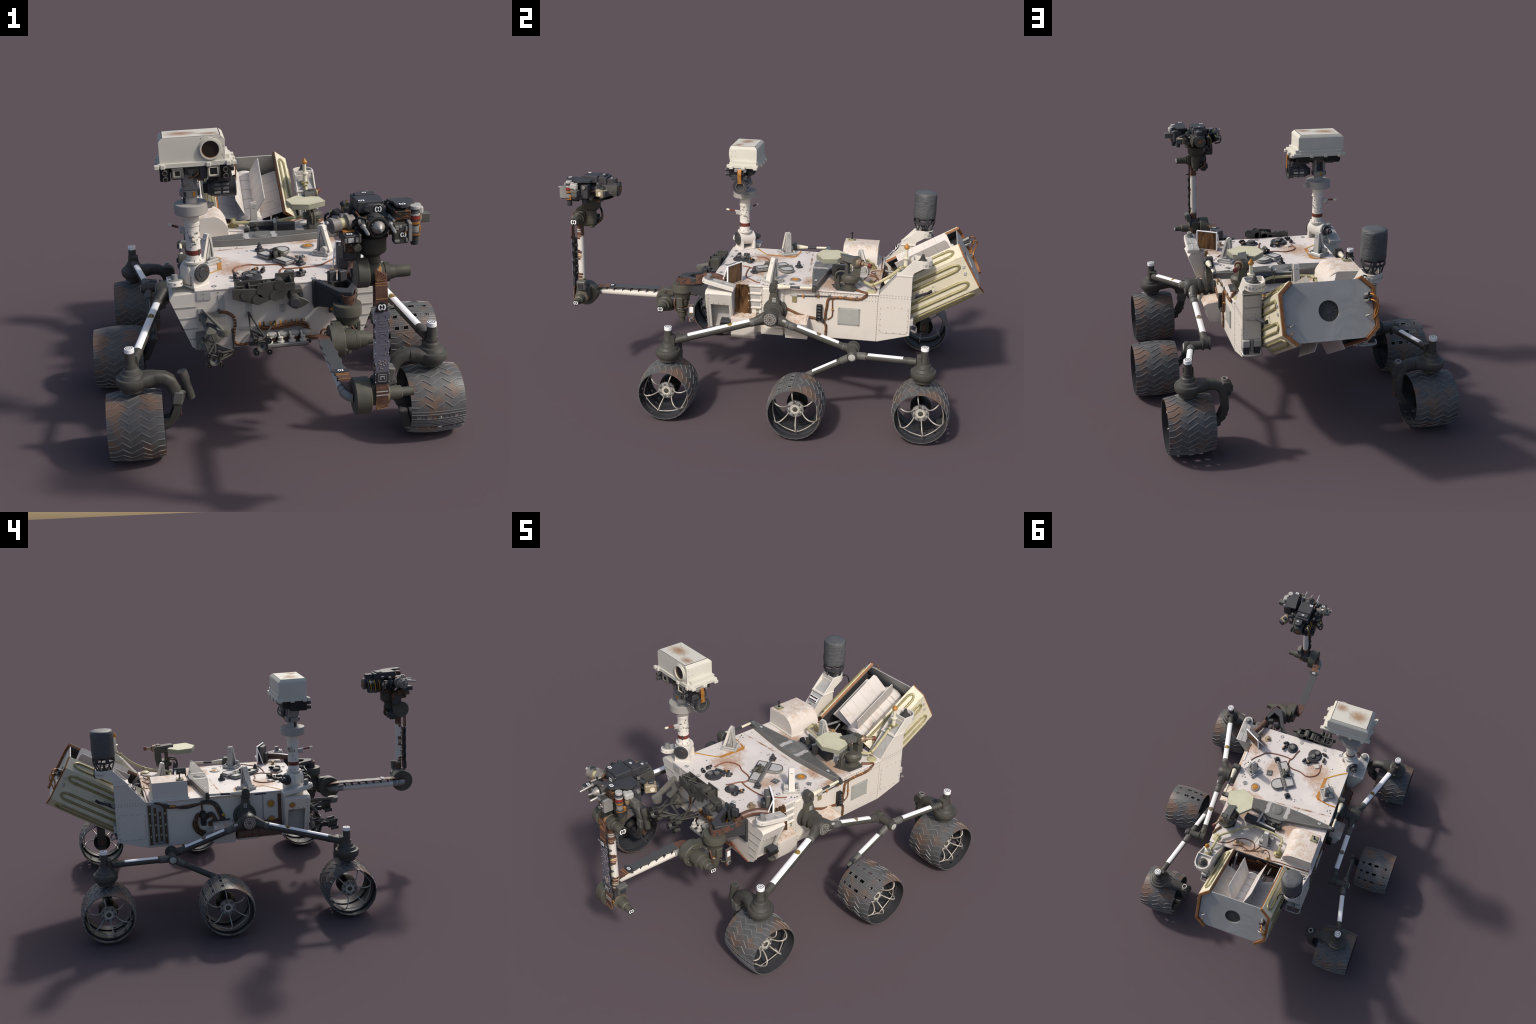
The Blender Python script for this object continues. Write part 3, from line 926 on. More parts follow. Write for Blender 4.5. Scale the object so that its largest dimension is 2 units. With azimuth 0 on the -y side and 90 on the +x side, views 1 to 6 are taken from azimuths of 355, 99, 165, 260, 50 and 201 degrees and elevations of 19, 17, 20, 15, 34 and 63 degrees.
# connector matrix on the shaded tower's slope
b = B("stark_white")
d = V((0, .081, .098)).normalized()
n = V((0, -.098, .081)).normalized()
p0 = V((-.253, .572, .6225)) + n * .004
R = M((X, d, n)).transposed()
b.box(p0 + d * .012, (.058, .030, .003), R, "stark_white", .001)
for i in range(5):
    for j in range(2):
        b.cyl(p0 + X * (-.022 + .011 * i) + d * (.004 + .016 * j) + n * .001, p0 + X * (-.022 + .011 * i) + d * (.004 + .016 * j) + n * .005, .0042, None, "black_rubber" if (i + j) % 3 else "red_band", 10)
marker(b, p0 - d * .030 - X * .005 - n * .003, n, d, .012)
b.done("connector_matrix", chassis)

# right tower: golden finial, knob and cream hose
b = B("pale_grey")
b.lathe((.253, .712, .720), Z, [(0, .026), (.005, .026), (.006, .018), (.016, .015), (.017, .011), (.027, .010), (.028, .007), (.037, .006)], "dark_grey", 20)
b.done("tower_knob", chassis)
b = B("pipe_cream")
b.box((.250, .640, .694), (.032, .034, .010), None, "pipe_gold", .002)
b.lathe((.252, .637, .690), Z, [(0, .010), (.042, .009), (.043, .016), (.048, .016), (.050, .008), (.088, .0075)], "cream_white", 16)
b.lathe((.252, .637, .777), Z, [(0, .006), (.004, .012), (.011, .0125), (.020, .006), (.024, .004), (.026, .001)], "amber", 16)
b.done("finial", chassis)

# tie rods between the towers and the generator shells
b = B("bare_grey")
for s in (1, -1):
    b.cyl((s * .275, .676, .546), (s * .21, .70, .556), .004, .003, "bare_grey", 8)
    b.cyl((s * .24, .69, .552), (s * .196, .76, .56), .004, .007, "charcoal", 10)
b.done("tie_rod", chassis)

# ================================================================== WHEELS
WO, WI = .099, -.099       # outer and inner rim, local x; the hub axis is x


def wr(f):
    """tread radius over the width, f = 0 at the outer rim"""
    return .1155 + .0095 * (1 - abs(2 * f - 1) ** 2.2)


def wheel_mesh(hole_deg):
    NA, fs = 180, [0, .02, .08, .14, .21, .30, .405, .525, .57, .625, .715, .77, .82, .90, .95, .98, 1]
    ic = int(round(hole_deg / 2.0))
    cols = (3, 6, 9, 12)
    rows = {k + m: cols for k in (-12, 0, 12) for m in (-1, 0, 1)}
    b = B("tyre_metal")
    bm = b.bm
    k0 = b._m("tyre_metal")
    k1 = b._m("charcoal")
    NF = len(fs)
    grid = {}
    for side, dr in ((0, 0.0), (1, -.0032)):
        for i in range(NA):
            a = 2 * math.pi * i / NA
            for j, f in enumerate(fs):
                r = wr(f) + dr
                grid[side, i, j] = bm.verts.new((WO + (WI - WO) * f, r * math.cos(a), r * math.sin(a)))

    def hole(i, j):
        d = (i - ic + NA // 2) % NA - NA // 2
        return j in rows.get(d, ())
    for i in range(NA):
        n = (i + 1) % NA
        for j in range(NF - 1):
            if hole(i, j):
                # walls of the hole where the neighbour is solid
                for (pi, pj, va, vb) in ((i - 1, j, (i, j), (i, j + 1)), (n, j, (n, j), (n, j + 1)), (i, j - 1, (i, j), (n, j)), (i, j + 1, (i, j + 1), (n, j + 1))):
                    if not hole(pi % NA, pj):
                        q = bm.faces.new([grid[(0,) + va], grid[(0,) + vb], grid[(1,) + vb], grid[(1,) + va]])
                        q.material_index = k1
                continue
            q = bm.faces.new([grid[0, i, j], grid[0, n, j], grid[0, n, j + 1], grid[0, i, j + 1]])
            q.material_index = k0
            q = bm.faces.new([grid[1, i, j], grid[1, i, j + 1], grid[1, n, j + 1], grid[1, n, j]])
            q.material_index = k1
        for j in (0, NF - 1):
            q = bm.faces.new([grid[0, i, j], grid[0, n, j], grid[1, n, j], grid[1, i, j]])
            q.material_index = k0

    def rib(ph, w=.0019, h=.0021, sub=4):
        """raised bar along a polyline of (f, angle), even width across its own direction"""
        pts = []
        for m in range(len(ph) - 1):
            for t in range(sub):
                u = t / sub
                pts.append((ph[m][0] + (ph[m + 1][0] - ph[m][0]) * u, ph[m][1] + (ph[m + 1][1] - ph[m][1]) * u))
        pts.append(ph[-1])
        rings = []
        for m, (f, aa) in enumerate(pts):
            p, q = pts[max(m - 1, 0)], pts[min(m + 1, len(pts) - 1)]
            dx, ds = (q[0] - p[0]) * (WI - WO), (q[1] - p[1]) * .125
            L = math.hypot(dx, ds)
            nx, ns = -ds / L, dx / L
            k = 1.0
            if 0 < m < len(pts) - 1:
                d1 = V(((f - p[0]) * (WI - WO), (aa - p[1]) * .125)).normalized()
                d2 = V(((q[0] - f) * (WI - WO), (q[1] - aa) * .125)).normalized()
                k = 1 / max(.55, math.sqrt((1 + d1.dot(d2)) / 2))
            ring = []
            for o, hh in ((-1.35, -.0006), (-.75, h), (.75, h), (1.35, -.0006)):
                x = WO + (WI - WO) * f + nx * o * w * k
                x = max(WI, min(WO, x))
                ff = (x - WO) / (WI - WO)
                a2 = aa + ns * o * w * k / .125
                r = wr(min(1, max(0, ff))) + hh
                ring.append(V((x, r * math.cos(a2), r * math.sin(a2))))
            rings.append(ring)
        b.loft(rings, "tyre_rib", True)
    # zigzag treads everywhere except across the three rows of windows
    zig = [(0.0, .001), (.12, .004), (.25, .020), (.39, -.001), (.60, .023), (.75, .002), (.88, .018), (1, .016)]
    a0 = math.radians(hole_deg)
    half = math.radians(24 + 6.5)
    nz = 22
    free = 2 * math.pi - 2 * half - .16
    for k in range(nz):
        a = a0 + half + free * (k + .25) / nz
        rib([(f, a + o / .125) for f, o in zig])
    # straight bars and frames beside the windows
    for c in (-24, 0, 24):
        for o in (-4.2, 4.2):
            rib([(f, a0 + math.radians(c + o)) for f in (0, .2, .4, .6, .8, 1)], .0015, .0018, 2)
        for f in (.13, .22, .395, .535, .615, .725, .81, .91, .30):
            rib([(f, a0 + math.radians(c - 4)), (f, a0 + math.radians(c)), (f, a0 + math.radians(c + 4))], .0011, .0016, 1)
    for c in (-33, -12, 12, 33, -15.5, -8.5, 8.5, 15.5):
        rib([(f, a0 + math.radians(c)) for f in (0, .2, .4, .6, .8, 1)], .0012, .0016, 2)
    # stiffening ring inside
    b.ring((.045, 0, 0), X, .1195, .112, .006, "charcoal", 48)
    b.ring((-.06, 0, 0), X, .1195, .114, .006, "charcoal", 48)
    return b


_t = NT("tyre_rib")
_f = _t.noise(9, 4, 0.55, off=(0.3, 0, 0))
_m = _t.ramp(_f, 0.50, 0.66)
_t.done(_t.mix(_t.math("MULTIPLY", _m, 0.7), (0.175, 0.175, 0.175), (0.225, 0.155, 0.115)), 0.45, 0.1)


def hub_builder():
    b = B("steel")
    b.lathe((-.07, 0, 0), X, [(0, .034), (.02, .046), (.05, .046), (.07, .040), (.095, .036)], "black_rubber", 24)
    b.lathe((.022, 0, 0), X, [(0, .036), (.006, .038), (.016, .038), (.018, .034), (.0185, .022)], "bare_grey", 28)
    b.lathe((.040, 0, 0), X, [(0, .021), (.003, .021), (.003, .014), (.002, .014)], "head_enamel", 24)
    b.lathe((.0405, 0, 0), X, [(0, .012), (.002, .012), (.003, .010)], "dark_grey", 20)
    for i in range(14):
        a = 2 * math.pi * i / 14
        b.box((.041, .029 * math.cos(a), .029 * math.sin(a)), (.004, .006, .006), rotm(math.degrees(a)), "pale_grey" if i % 2 else "dark_grey", .001)
        b.cyl((.041, .0175 * math.cos(a), .0175 * math.sin(a)), (.0442, .0175 * math.cos(a), .0175 * math.sin(a)), .0013, None, "black_rubber", 6)
    for i in range(16):
        a = 2 * math.pi * (i + .5) / 16
        b.box((.031, .038 * math.cos(a), .038 * math.sin(a)), (.011, .004, .005), rotm(math.degrees(a)), "mid_grey", .001)
    return b


def spoke_builder():
    b = B("head_enamel")
    b.tube([(.034, 0, .034), (.052, 0, .041), (.070, 0, .053), (.080, 0, .068), (.079, 0, .083), (.068, 0, .096), (.052, 0, .1045), (.044, 0, .107)], .0028, "spoke_metal")
    b.tube([(.058, .0015, .102), (.049, .004, .107), (.038, .003, .1105), (.020, .001, .113)], .0026, "spoke_metal")
    a = math.radians(60)
    b.tube([(.050, 0, .1055), (.047, .0985 * math.sin(a / 2), .0985 * math.cos(a / 2)), (.050, .1055 * math.sin(a), .1055 * math.cos(a))], .0023, "spoke_metal", 8, 3)
    return b



wheel_src = {d: None for d in (125, 211, 305)}
hub_src = spoke_src = None
WX = {"f": (.536, -.399), "m": (.606, .202), "r": (.536, .747)}
WANG = {"f": 232, "m": 118, "r": 310}
for s in (1, -1):
    for key in ("f", "m", "r"):
        x, y = WX[key]
        d = {"f": 211, "m": 125, "r": 305}[key]
        loc, rz = (s * x, y, .1272), (0 if s > 0 else math.pi)
        if wheel_src[d] is None:
            src = wheel_mesh(d).done("wheel", None, 30)
            wheel_src[d] = src
            w = src
            w.parent = root
            w.location = loc
            w.rotation_euler = (0, 0, rz)
        else:
            w = put(wheel_src[d], "wheel", root, loc, rz)
        # the mid wheels on the two sides are 180-degree turns of each other
        if hub_src is None:
            hub_src = hub_builder().done("wheel_hub", w)
            spoke_src = spoke_builder().done("spoke", w, 60)
        else:
            put(hub_src, "wheel_hub", w)
        off = {"f": -19, "m": 7, "r": 10}[key]
        for i in range(6):
            if i == 0 and spoke_src.get("used") is None:
                sp = spoke_src
                sp["used"] = 1
            else:
                sp = put(spoke_src, "spoke", w)
            sp.rotation_euler = (math.radians(60 * i + off), 0, 0)

# ================================================================== SUSPENSION


def boom(b, p, q, r, w0, w1, badge=None, badge_mat="mission_badge"):
    """tube from p to q with a white painted top between the fractions w0 and w1"""
    p, q = V(p), V(q)
    d = (q - p).normalized()
    L = (q - p).length
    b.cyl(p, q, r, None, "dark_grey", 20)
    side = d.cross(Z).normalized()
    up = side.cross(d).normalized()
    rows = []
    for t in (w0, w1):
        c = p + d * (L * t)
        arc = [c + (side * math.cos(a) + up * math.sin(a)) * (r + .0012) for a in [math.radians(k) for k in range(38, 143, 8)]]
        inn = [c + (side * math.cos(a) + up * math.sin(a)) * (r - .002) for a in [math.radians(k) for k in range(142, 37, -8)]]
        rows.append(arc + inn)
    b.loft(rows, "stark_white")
    if badge is not None:
        c = p + d * (L * badge)
        rings = []
        for k in range(7):
            rr = math.sin(math.pi * k / 6) * .0145 + 1e-4
            t = -math.cos(math.pi * k / 6) * .0125
            rings.append([c + d * t + (side * math.sin(o / r) + up * math.cos(o / r)) * (r + h) for o, h in ((-rr, .0014), (-rr * .5, .0024), (0, .0026), (rr * .5, .0024), (rr, .0014), (rr, -.001), (-rr, -.001))])
        b.loft(rings, badge_mat)


def collar(b, p, d, r, l, mat="mid_grey"):
    p, d = V(p), V(d).normalized()
    b.lathe(p, d, [(0, r * .96), (l * .1, r), (l * .9, r), (l, r * .96)], mat, 20)


for s in (1, -1):
    # hanger from the body to the rocker pivot
    b = B("dark_grey")
    b.prism([(.309, .030, .552), (.309, .062, .552), (.309, .082, .470), (.309, .018, .470)], (.028, 0, 0), "olive_grey", .003)
    b.prism([(.300, .026, .552), (.300, .066, .550), (.300, .066, .585), (.300, .056, .602), (.300, .036, .602), (.300, .026, .585)], (.040, 0, 0), "dark_grey", .003)
    b.cyl((.338, .048, .578), (.346, .048, .578), .009, None, "dark_grey", 14)
    b.box((.3375, .050, .516), (.002, .016, .022), None, "pale_grey", .001)
    b.box((.3385, .050, .516), (.002, .0015, .020), None, "olive_grey", 0)
    for z in (.511, .521):
        b.box((.3385, .050, z), (.002, .014, .0015), None, "olive_grey", 0)
    b.lathe((.294, .050, .458), X, [(0, .057), (.008, .057), (.010, .050), (.018, .050), (.020, .036), (.034, .036), (.036, .044), (.052, .044), (.054, .034), (.068, .034), (.070, .041), (.080, .041), (.082, .030), (.092, .030)], "dark_grey", 30)
    b.ring((.3045, .050, .458), X, .054, .046, .003, "mid_grey", 30)
    han = (b.mirror() if s < 0 else b).done("pivot_hanger", root)

    b = B("dark_grey")
    b.lathe((.368, .048, .456), X, [(0, .030), (.004, .038), (.040, .041), (.060, .037), (.066, .0325)], "dark_grey", 30)
    b.lathe((.4335, .048, .457), X, [(0, .0305), (.0015, .0305), (.0015, .029)], "charcoal", 28)
    b.lathe((.434, .048, .457), X, [(0, .0285), (.0025, .0285), (.0028, .009)], "steel", 28)
    for i in range(12):
        a = 2 * math.pi * i / 12
        b.box((.437, .048 + .021 * math.cos(a), .457 + .021 * math.sin(a)), (.0016, .006, .0045), rotm(math.degrees(a)), "dark_grey", 0)
    b.ring((.4365, .048, .457), X, .011, .009, .0016, "dark_grey", 20)
    b.cyl((.4365, .048, .457), (.438, .048, .457), .005, None, "dark_grey", 12)
    # forward horn and rear horn of the rocker
    f0, f1 = V((.414, .030, .450)), V((.531, -.380, .3545))
    df = (f1 - f0).normalized()

    def horn(p0, d, p1, r1):
        """flattened root at the hub that tapers to a round tube"""
        side = d.cross(X).normalized()
        rings = []
        for t, hx, hz, c in ((0, .026, .034, V((.397, p0.y, p0.z))), (.35, .025, .030, V((.397, p0.y, p0.z)).lerp(p1, .35)), (.75, .0205, .0215, V((.397, p0.y, p0.z)).lerp(p1, .78)), (1, r1, r1, p1)):
            rings.append([c + X * (hx * math.cos(a)) + side * (hz * math.sin(a)) for a in [2 * math.pi * k / 20 for k in range(20)]])
        b.loft(rings, "dark_grey")
    horn(V((.397, .040, .457)), df, f0 + df * .062, .0185)
    collar(b, f0 + df * .058, df, .0195, .020)
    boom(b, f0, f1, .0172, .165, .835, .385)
    collar(b, f0 + df * .365, df, .0188, .02, "dark_grey")
    r0, r1 = V((.409, .060, .4515)), V((.405, .402, .336))
    dr = (r1 - r0).normalized()
    horn(V((.397, .056, .457)), dr, r0 + dr * .066, .0180)
    collar(b, r0 + dr * .060, dr, .0185, .012)
    collar(b, r0 + dr * .075, dr, .0178, .028, "mid_grey")
    b.box(r0 + dr * .055 + Z * .014 + X * .012, (.010, .02, .012), rotm(-18), "pale_grey", .003)
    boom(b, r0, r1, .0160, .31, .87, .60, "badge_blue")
    collar(b, r0 + dr * .335, dr, .0165, .03)
    # bogie pivot shell on the rocker's tail
    b.lathe((.386, .428, .337), X, [(0, .030), (.006, .030), (.007, .024), (.030, .024), (.031, .029), (.037, .029), (.038, .021)], "dark_grey", 26)
    b.cyl(r1 - dr * .02, (.405, .425, .334), .019, None, "dark_grey", 18)
    (b.mirror() if s < 0 else b).done("rocker", root)

    b = B("dark_grey")
    b.lathe((.420, .430, .333), X, [(0, .019), (.062, .019), (.064, .023), (.078, .023), (.080, .020), (.081, .0165), (.084, .0165), (.086, .013)], "dark_grey", 24)
    b.lathe((.5005, .430, .333), X, [(0, .0165), (.004, .016), (.006, .012), (.006, .003)], "pale_grey", 22)
    a0, a1 = V((.474, .440, .333)), V((.534, .715, .353))
    da = (a1 - a0).normalized()
    collar(b, a0 + da * .012, da, .0175, .042)
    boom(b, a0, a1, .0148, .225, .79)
    collar(b, a0 + da * .235, da, .0165, .03, "dark_grey")
    m0, m1 = V((.474, .425, .326)), V((.464, .232, .214))
    dm = (m1 - m0).normalized()
    collar(b, m0 + dm * .012, dm, .0168, .040)
    if s > 0:
        boom(b, m0, m1, .0143, .30, .86)
    else:
        b.cyl(m0, m1, .0143, None, "dark_grey", 20)
        up_ = X.cross(dm).normalized()
        up_ = up_ if up_.z > 0 else -up_
        b.cyl(m0 + dm * .07 + up_ * .0138, m0 + dm * .19 + up_ * .0138, .0012, None, "pale_grey", 6)
    b.lathe(m1, dm, [(-.03, .0155), (-.012, .0165), (.006, .0150), (.05, .016), (.052, .012)], "mid_grey", 18)
    # drop link into the mid wheel
    b.loft([[V((.462, .222, .220)) + V(o) for o in ((-.010, -.018, 0), (.012, -.018, 0), (.012, .018, .008), (-.010, .018, .008))],
            [V((.466, .205, .175)) + V(o) for o in ((-.010, -.020, 0), (.012, -.020, 0), (.012, .020, 0), (-.010, .020, 0))],
            [V((.500, .202, .128)) + V(o) for o in ((-.012, -.020, -.02), (.020, -.020, -.02), (.020, .020, .02), (-.004, .020, .02))],
            [V((.560, .202, .127)) + V(o) for o in ((0, -.020, -.02), (.005, -.020, -.02), (.005, .020, .02), (0, .020, .02))]], "charcoal")
    (b.mirror() if s < 0 else b).done("bogie", root)

    for key in ("f", "r"):
        y = WX[key][1]
        b = B("dark_grey")
        st = .538
        b.lathe((st, y, .262), Z, [(0, .034), (.003, .040), (.016, .042), (.018, .048), (.026, .0545), (.036, .0570), (.048, .0570), (.054, .0545), (.056, .046), (.068, .040), (.071, .033), (.084, .028), (.088, .0225), (.100, .0215)], "dark_grey", 36)
        b.lathe((st, y, .355), Z, [(0, .0205), (.012, .0175), (.0555, .0172)], "dark_grey", 24)
        b.lathe((st, y, .4095), Z, [(0, .0176), (.0145, .0173), (.0158, .0160)], "stark_white", 24)
        b.ring((st, y, .4249), Z, .0125, .0100, .001, "black_rubber", 24)
        b.box((st - .003, y, .4253), (.002, .009, .001), None, "black_rubber", 0)
        b.box((st + .003, y, .4253), (.002, .009, .001), None, "black_rubber", 0)
        b.box((st, y, .4253), (.006, .002, .001), None, "black_rubber", 0)
        # socket that takes the boom
        e = 1 if key == "f" else -1
        b.loft([[V((.535, y + e * .012, z)) + X * o for o in (-.024, .024)] + [V((.535, y + e * .012, z2)) + X * o for o in (.022, -.022)] for z, z2 in ((.318, .385),)]
               + [[V((.531, y + e * .032, z)) + X * o for o in (-.020, .020)] + [V((.531, y + e * .032, z2)) + X * o for o in (.018, -.018)] for z, z2 in ((.322, .378),)], "dark_grey")
        # arm that turns inward and drops to the hub
        def sec(c, hy, hz, tilt):
            c = V(c)
            R = rotm(0, tilt, 0)
            out = []
            for k in range(20):
                a = 2 * math.pi * k / 20
                ca, sa = math.cos(a), math.sin(a)
                out.append(c + R @ V((0, hy * math.copysign(abs(ca) ** .7, ca), hz * math.copysign(abs(sa) ** .7, sa))))
            return out
        b.loft([sec((.540, y, .301), .046, .018, 0), sec((.505, y, .302), .043, .024, 0), sec((.480, y, .304), .035, .026, 0), sec((.460, y, .305), .028, .025, 0), sec((.457, y, .305), .028, .025, 0)], "dark_grey")
        if key == "f":
            b.loft([sec((.457, y, .305), .0245, .0245, 0), sec((.428, y, .302), .0245, .0245, -22), sec((.404, y, .286), .0245, .0245, -50), sec((.392, y, .262), .0245, .0240, -78), sec((.391, y, .248), .024, .024, -90)], "dark_grey")
            b.box((.383, y, .226), (.040, .050, .054), rotm(0, -12, 0), "mid_grey", .006)
            b.box((.370, y, .228), (.024, .040, .050), rotm(0, -16, 0), "dark_grey", .005)
            R0 = V((.361, y, .318))
            ax = V((.334, y, .212)) - R0
            b.lathe(R0, ax, [(-.003, .011), (-.003, .0175), (.004, .0190), (.030, .0190), (.030, .0168), (.108, .0150)], "dark_grey", 18)
            b.lathe(R0 - ax.normalized() * .0032, -ax, [(0, .010), (.001, .004)], "charcoal", 14)
        else:
            b.loft([sec((.457, y, .305), .024, .024, 0), sec((.430, y, .303), .024, .0235, -15), sec((.405, y, .292), .024, .0225, -45), sec((.391, y, .266), .024, .020, -75), sec((.387, y, .24), .024, .019, -88)], "dark_grey")
            b.prism([(.352, y - .022, .268), (.404, y - .022, .268), (.404, y - .022, .300), (.394, y - .022, .315), (.366, y - .022, .315), (.352, y - .022, .296)], (0, .044, 0), "dark_grey", .004)
            b.box((.378, y, .262), (.036, .04, .03), None, "charcoal", .006)
            b.ring((.384, y, .312), Z, .0138, .0095, .013, "steel", 20)
            b.cyl((.384, y, .310), (.384, y, .320), .0095, None, "black_rubber", 16)
        lo = .235 if key == "f" else .245
        b.loft([[V(p) + V(o) for o in ((-w, -h, 0), (w, -h, 0), (w, h, 0), (-w, h, 0))] for p, w, h in (((.388, y, lo), .016, .021), ((.384, y, .19), .0145, .022), ((.402, y, .145), .016, .023), ((.432, y, .122), .017, .022))]
               , "dark_grey")
        b.loft([[V(p) + V(o) for o in ((0, -h, -w), (0, -h, w), (0, h, w), (0, h, -w))] for p, w, h in (((.405, y, .135), .018, .022), ((.44, y, .124), .020, .022), ((.50, y, .126), .020, .018))], "charcoal")
        b.box((.3765, y, .185), (.004, .012, .07), rotm(0, 4, 0), "tape_brown", .001)
        (b.mirror() if s < 0 else b).done("steering_arm", root)

# ================================================================== MAST
b = B("white_enamel")
mc = V((-.285, -.206, .622))
ax = V((.60, -.80, 0)).normalized()
px = V((.80, .60, 0))
R = M((px, ax, Z)).transposed()
b.lathe(mc - ax * .050, ax, [(0, .030), (.004, .034), (.085, .034), (.088, .030)], "white_enamel", 28)
b.lathe(mc + ax * .038, ax, [(0, .034), (.003, .0345), (.004, .032), (.006, .030), (.006, .018), (.008, .016), (.008, .002)], "charcoal", 28)
for i in range(10):
    a = 2 * math.pi * i / 10
    b.box(mc + ax * .0445 + px * (.024 * math.cos(a)) + Z * (.024 * math.sin(a)), (.004, .002, .004), R, "dark_grey", 0)
b.box(mc + ax * .0445 + px * .018 + Z * .01, (.006, .002, .010), R, "tape_brown", 0)
b.lathe(mc - ax * .050, -ax, [(0, .026), (.010, .026), (.012, .016), (.030, .015), (.032, .009), (.040, .009)], "charcoal", 20)
for o in (.020, -.046):
    pts = [mc + ax * o + px * x + Z * z for x, z in ((-.037, -.054), (.037, -.054), (.036, -.02), (.028, .012), (.015, .0), (0, -.012), (-.015, .0), (-.028, .012), (-.036, -.02))]
    b.prism(pts, ax * .012, "white_enamel", .0015)
b.box(mc - Z * .052, (.074, .074, .008), R, "white_enamel", .002)
b.box(mc - Z * .01 - px * .03 - ax * .012, (.02, .05, .07), R, "white_enamel", .004)
pivot = b.done("mast_pivot", deck)

b = B("white_enamel")
p = V((-.285, -.206, .655))
b.lathe(p, Z, [(-.01, .022), (0, .026), (.001, .036), (.008, .036), (.009, .028), (.012, .0265), (.138, .0255), (.140, .0280), (.150, .0280), (.152, .0262), (.168, .0275), (.180, .0310), (.187, .0310)], "white_enamel", 32)
b.lathe(p + Z * .032, Z, [(0, .0268), (.018, .0267)], "red_band", 32)
b.box(p + V((.018, -.018, .041)), (.006, .006, .024), rotm(0, 0, 45), "dark_grey", .001)
rnd = random.Random(11)
for i in range(34):
    a, z = rnd.uniform(0, 6.28), rnd.uniform(.06, .135)
    n = V((math.cos(a), math.sin(a), 0))
    b.cyl(p + n * .0248 + Z * z, p + n * .0266 + Z * z, .0026, .0022, "dark_grey" if i % 3 else "tape_brown", 7)
for i in range(8):
    a = 2 * math.pi * i / 8
    n = V((math.cos(a), math.sin(a), 0))
    b.cyl(p + n * .0255 + Z * .012, p + n * .0272 + Z * .012, .003, .0025, "bare_grey", 7)
    b.cyl(p + n * .031 + Z * .008, p + n * .031 + Z * .0105, .0025, .002, "bare_grey", 7)
for a, z in ((-1.9, .10), (-1.0, .115), (.2, .09), (-1.4, .075)):
    n = V((math.cos(a), math.sin(a), 0))
    b.box(p + n * .0258 + Z * z, (.014, .004, .006), rotm(0, 0, math.degrees(a) + 90), "pale_grey", .001)
    b.box(p + n * .0268 + Z * z, (.009, .004, .003), rotm(0, 0, math.degrees(a) + 90), "charcoal", .001)
mast = b.done("mast", root)
# wind booms
for tip, base, zb in (((-.287, -.305, .768), (-.286, -.228, .759), 0), ((-.367, -.152, .786), (-.306, -.193, .776), 0)):
    b = B("white_enamel")
    tip, base = V(tip), V(base)
    d = (tip - base).normalized()
    b.box(base + d * .010 - Z * .006, (.016, .030, .022), frame(Z, d.cross(Z)) if False else M((d.cross(Z).normalized(), d, Z)).transposed(), "pale_grey", .003)
    b.cyl(base, base + d * .03, .007, .0055, "pale_grey", 12)
    L = (tip - base).length
    b.cyl(base + d * .028, base + d * (L * .80), .0042, .0048, "red_band", 10)
    b.lathe(base + d * (L * .78), d, [(0, .0052), (L * .14, .0058), (L * .20, .0045), (L * .22, .001)], "cream_white", 12)
    b.box(base + d * .02 - Z * .014, (.010, .014, .012), None, "bare_grey", .003)
    b.done("wind_boom", mast)

b = B("pale_grey")
cz = V((-.284, -.207, 0))
b.lathe(cz + Z * .836, Z, [(0, .030), (.004, .056), (.007, .0595), (.040, .0595), (.042, .058), (.043, .024)], "collar_grey", 40)
b.box(cz + V((.062, .02, .858)), (.024, .024, .02), rotm(0, 0, 18), "collar_grey", .002)
b.ring(cz + V((.078, .028, .858)), V((1, .3, 0)), .009, .006, .004, "pale_grey", 14)
b.lathe(cz + Z * .878, Z, [(0, .0225), (.026, .0225), (.0265, .034), (.029, .0365), (.047, .0365), (.050, .033), (.052, .022)], "bare_grey", 30)
for a in (-2.1, -1.2, -.6, .4, 1.6, 2.6):
    n = V((math.cos(a), math.sin(a), 0))
    b.box(cz + n * .0355 + Z * .9165, (.010, .004, .017), rotm(0, 0, math.degrees(a) + 90), "amber" if a in (-1.2, 1.6) else "charcoal", .001)
b.box(cz + V((-.020, -.010, .893)), (.010, .014, .026), rotm(0, 0, 30), "charcoal", .002)
b.lathe(cz + Z * .878, Z, [(0, .0235), (.027, .0235)], "pale_grey", 28)
# yoke up to the head
for o in (-1, 1):
    b.prism([cz + V((o * .016, y, z)) for y, z in ((-.026, .928), (.026, .928), (.018, 1.0), (-.018, 1.0))], (o * .012, 0, 0), "bare_grey", .002)
b.cyl(cz + V((-.034, 0, .985)), cz + V((.034, 0, .985)), .020, None, "mid_grey", 20)
b.prism([cz + V((-.02, -.030, .93)), cz + V((.02, -.030, .93)), cz + V((.012, -.036, .985)), cz + V((-.024, -.036, 1.01))], (0, .006, 0), "bare_grey", .001)
collar_ob = b.done("mast_collar", mast)

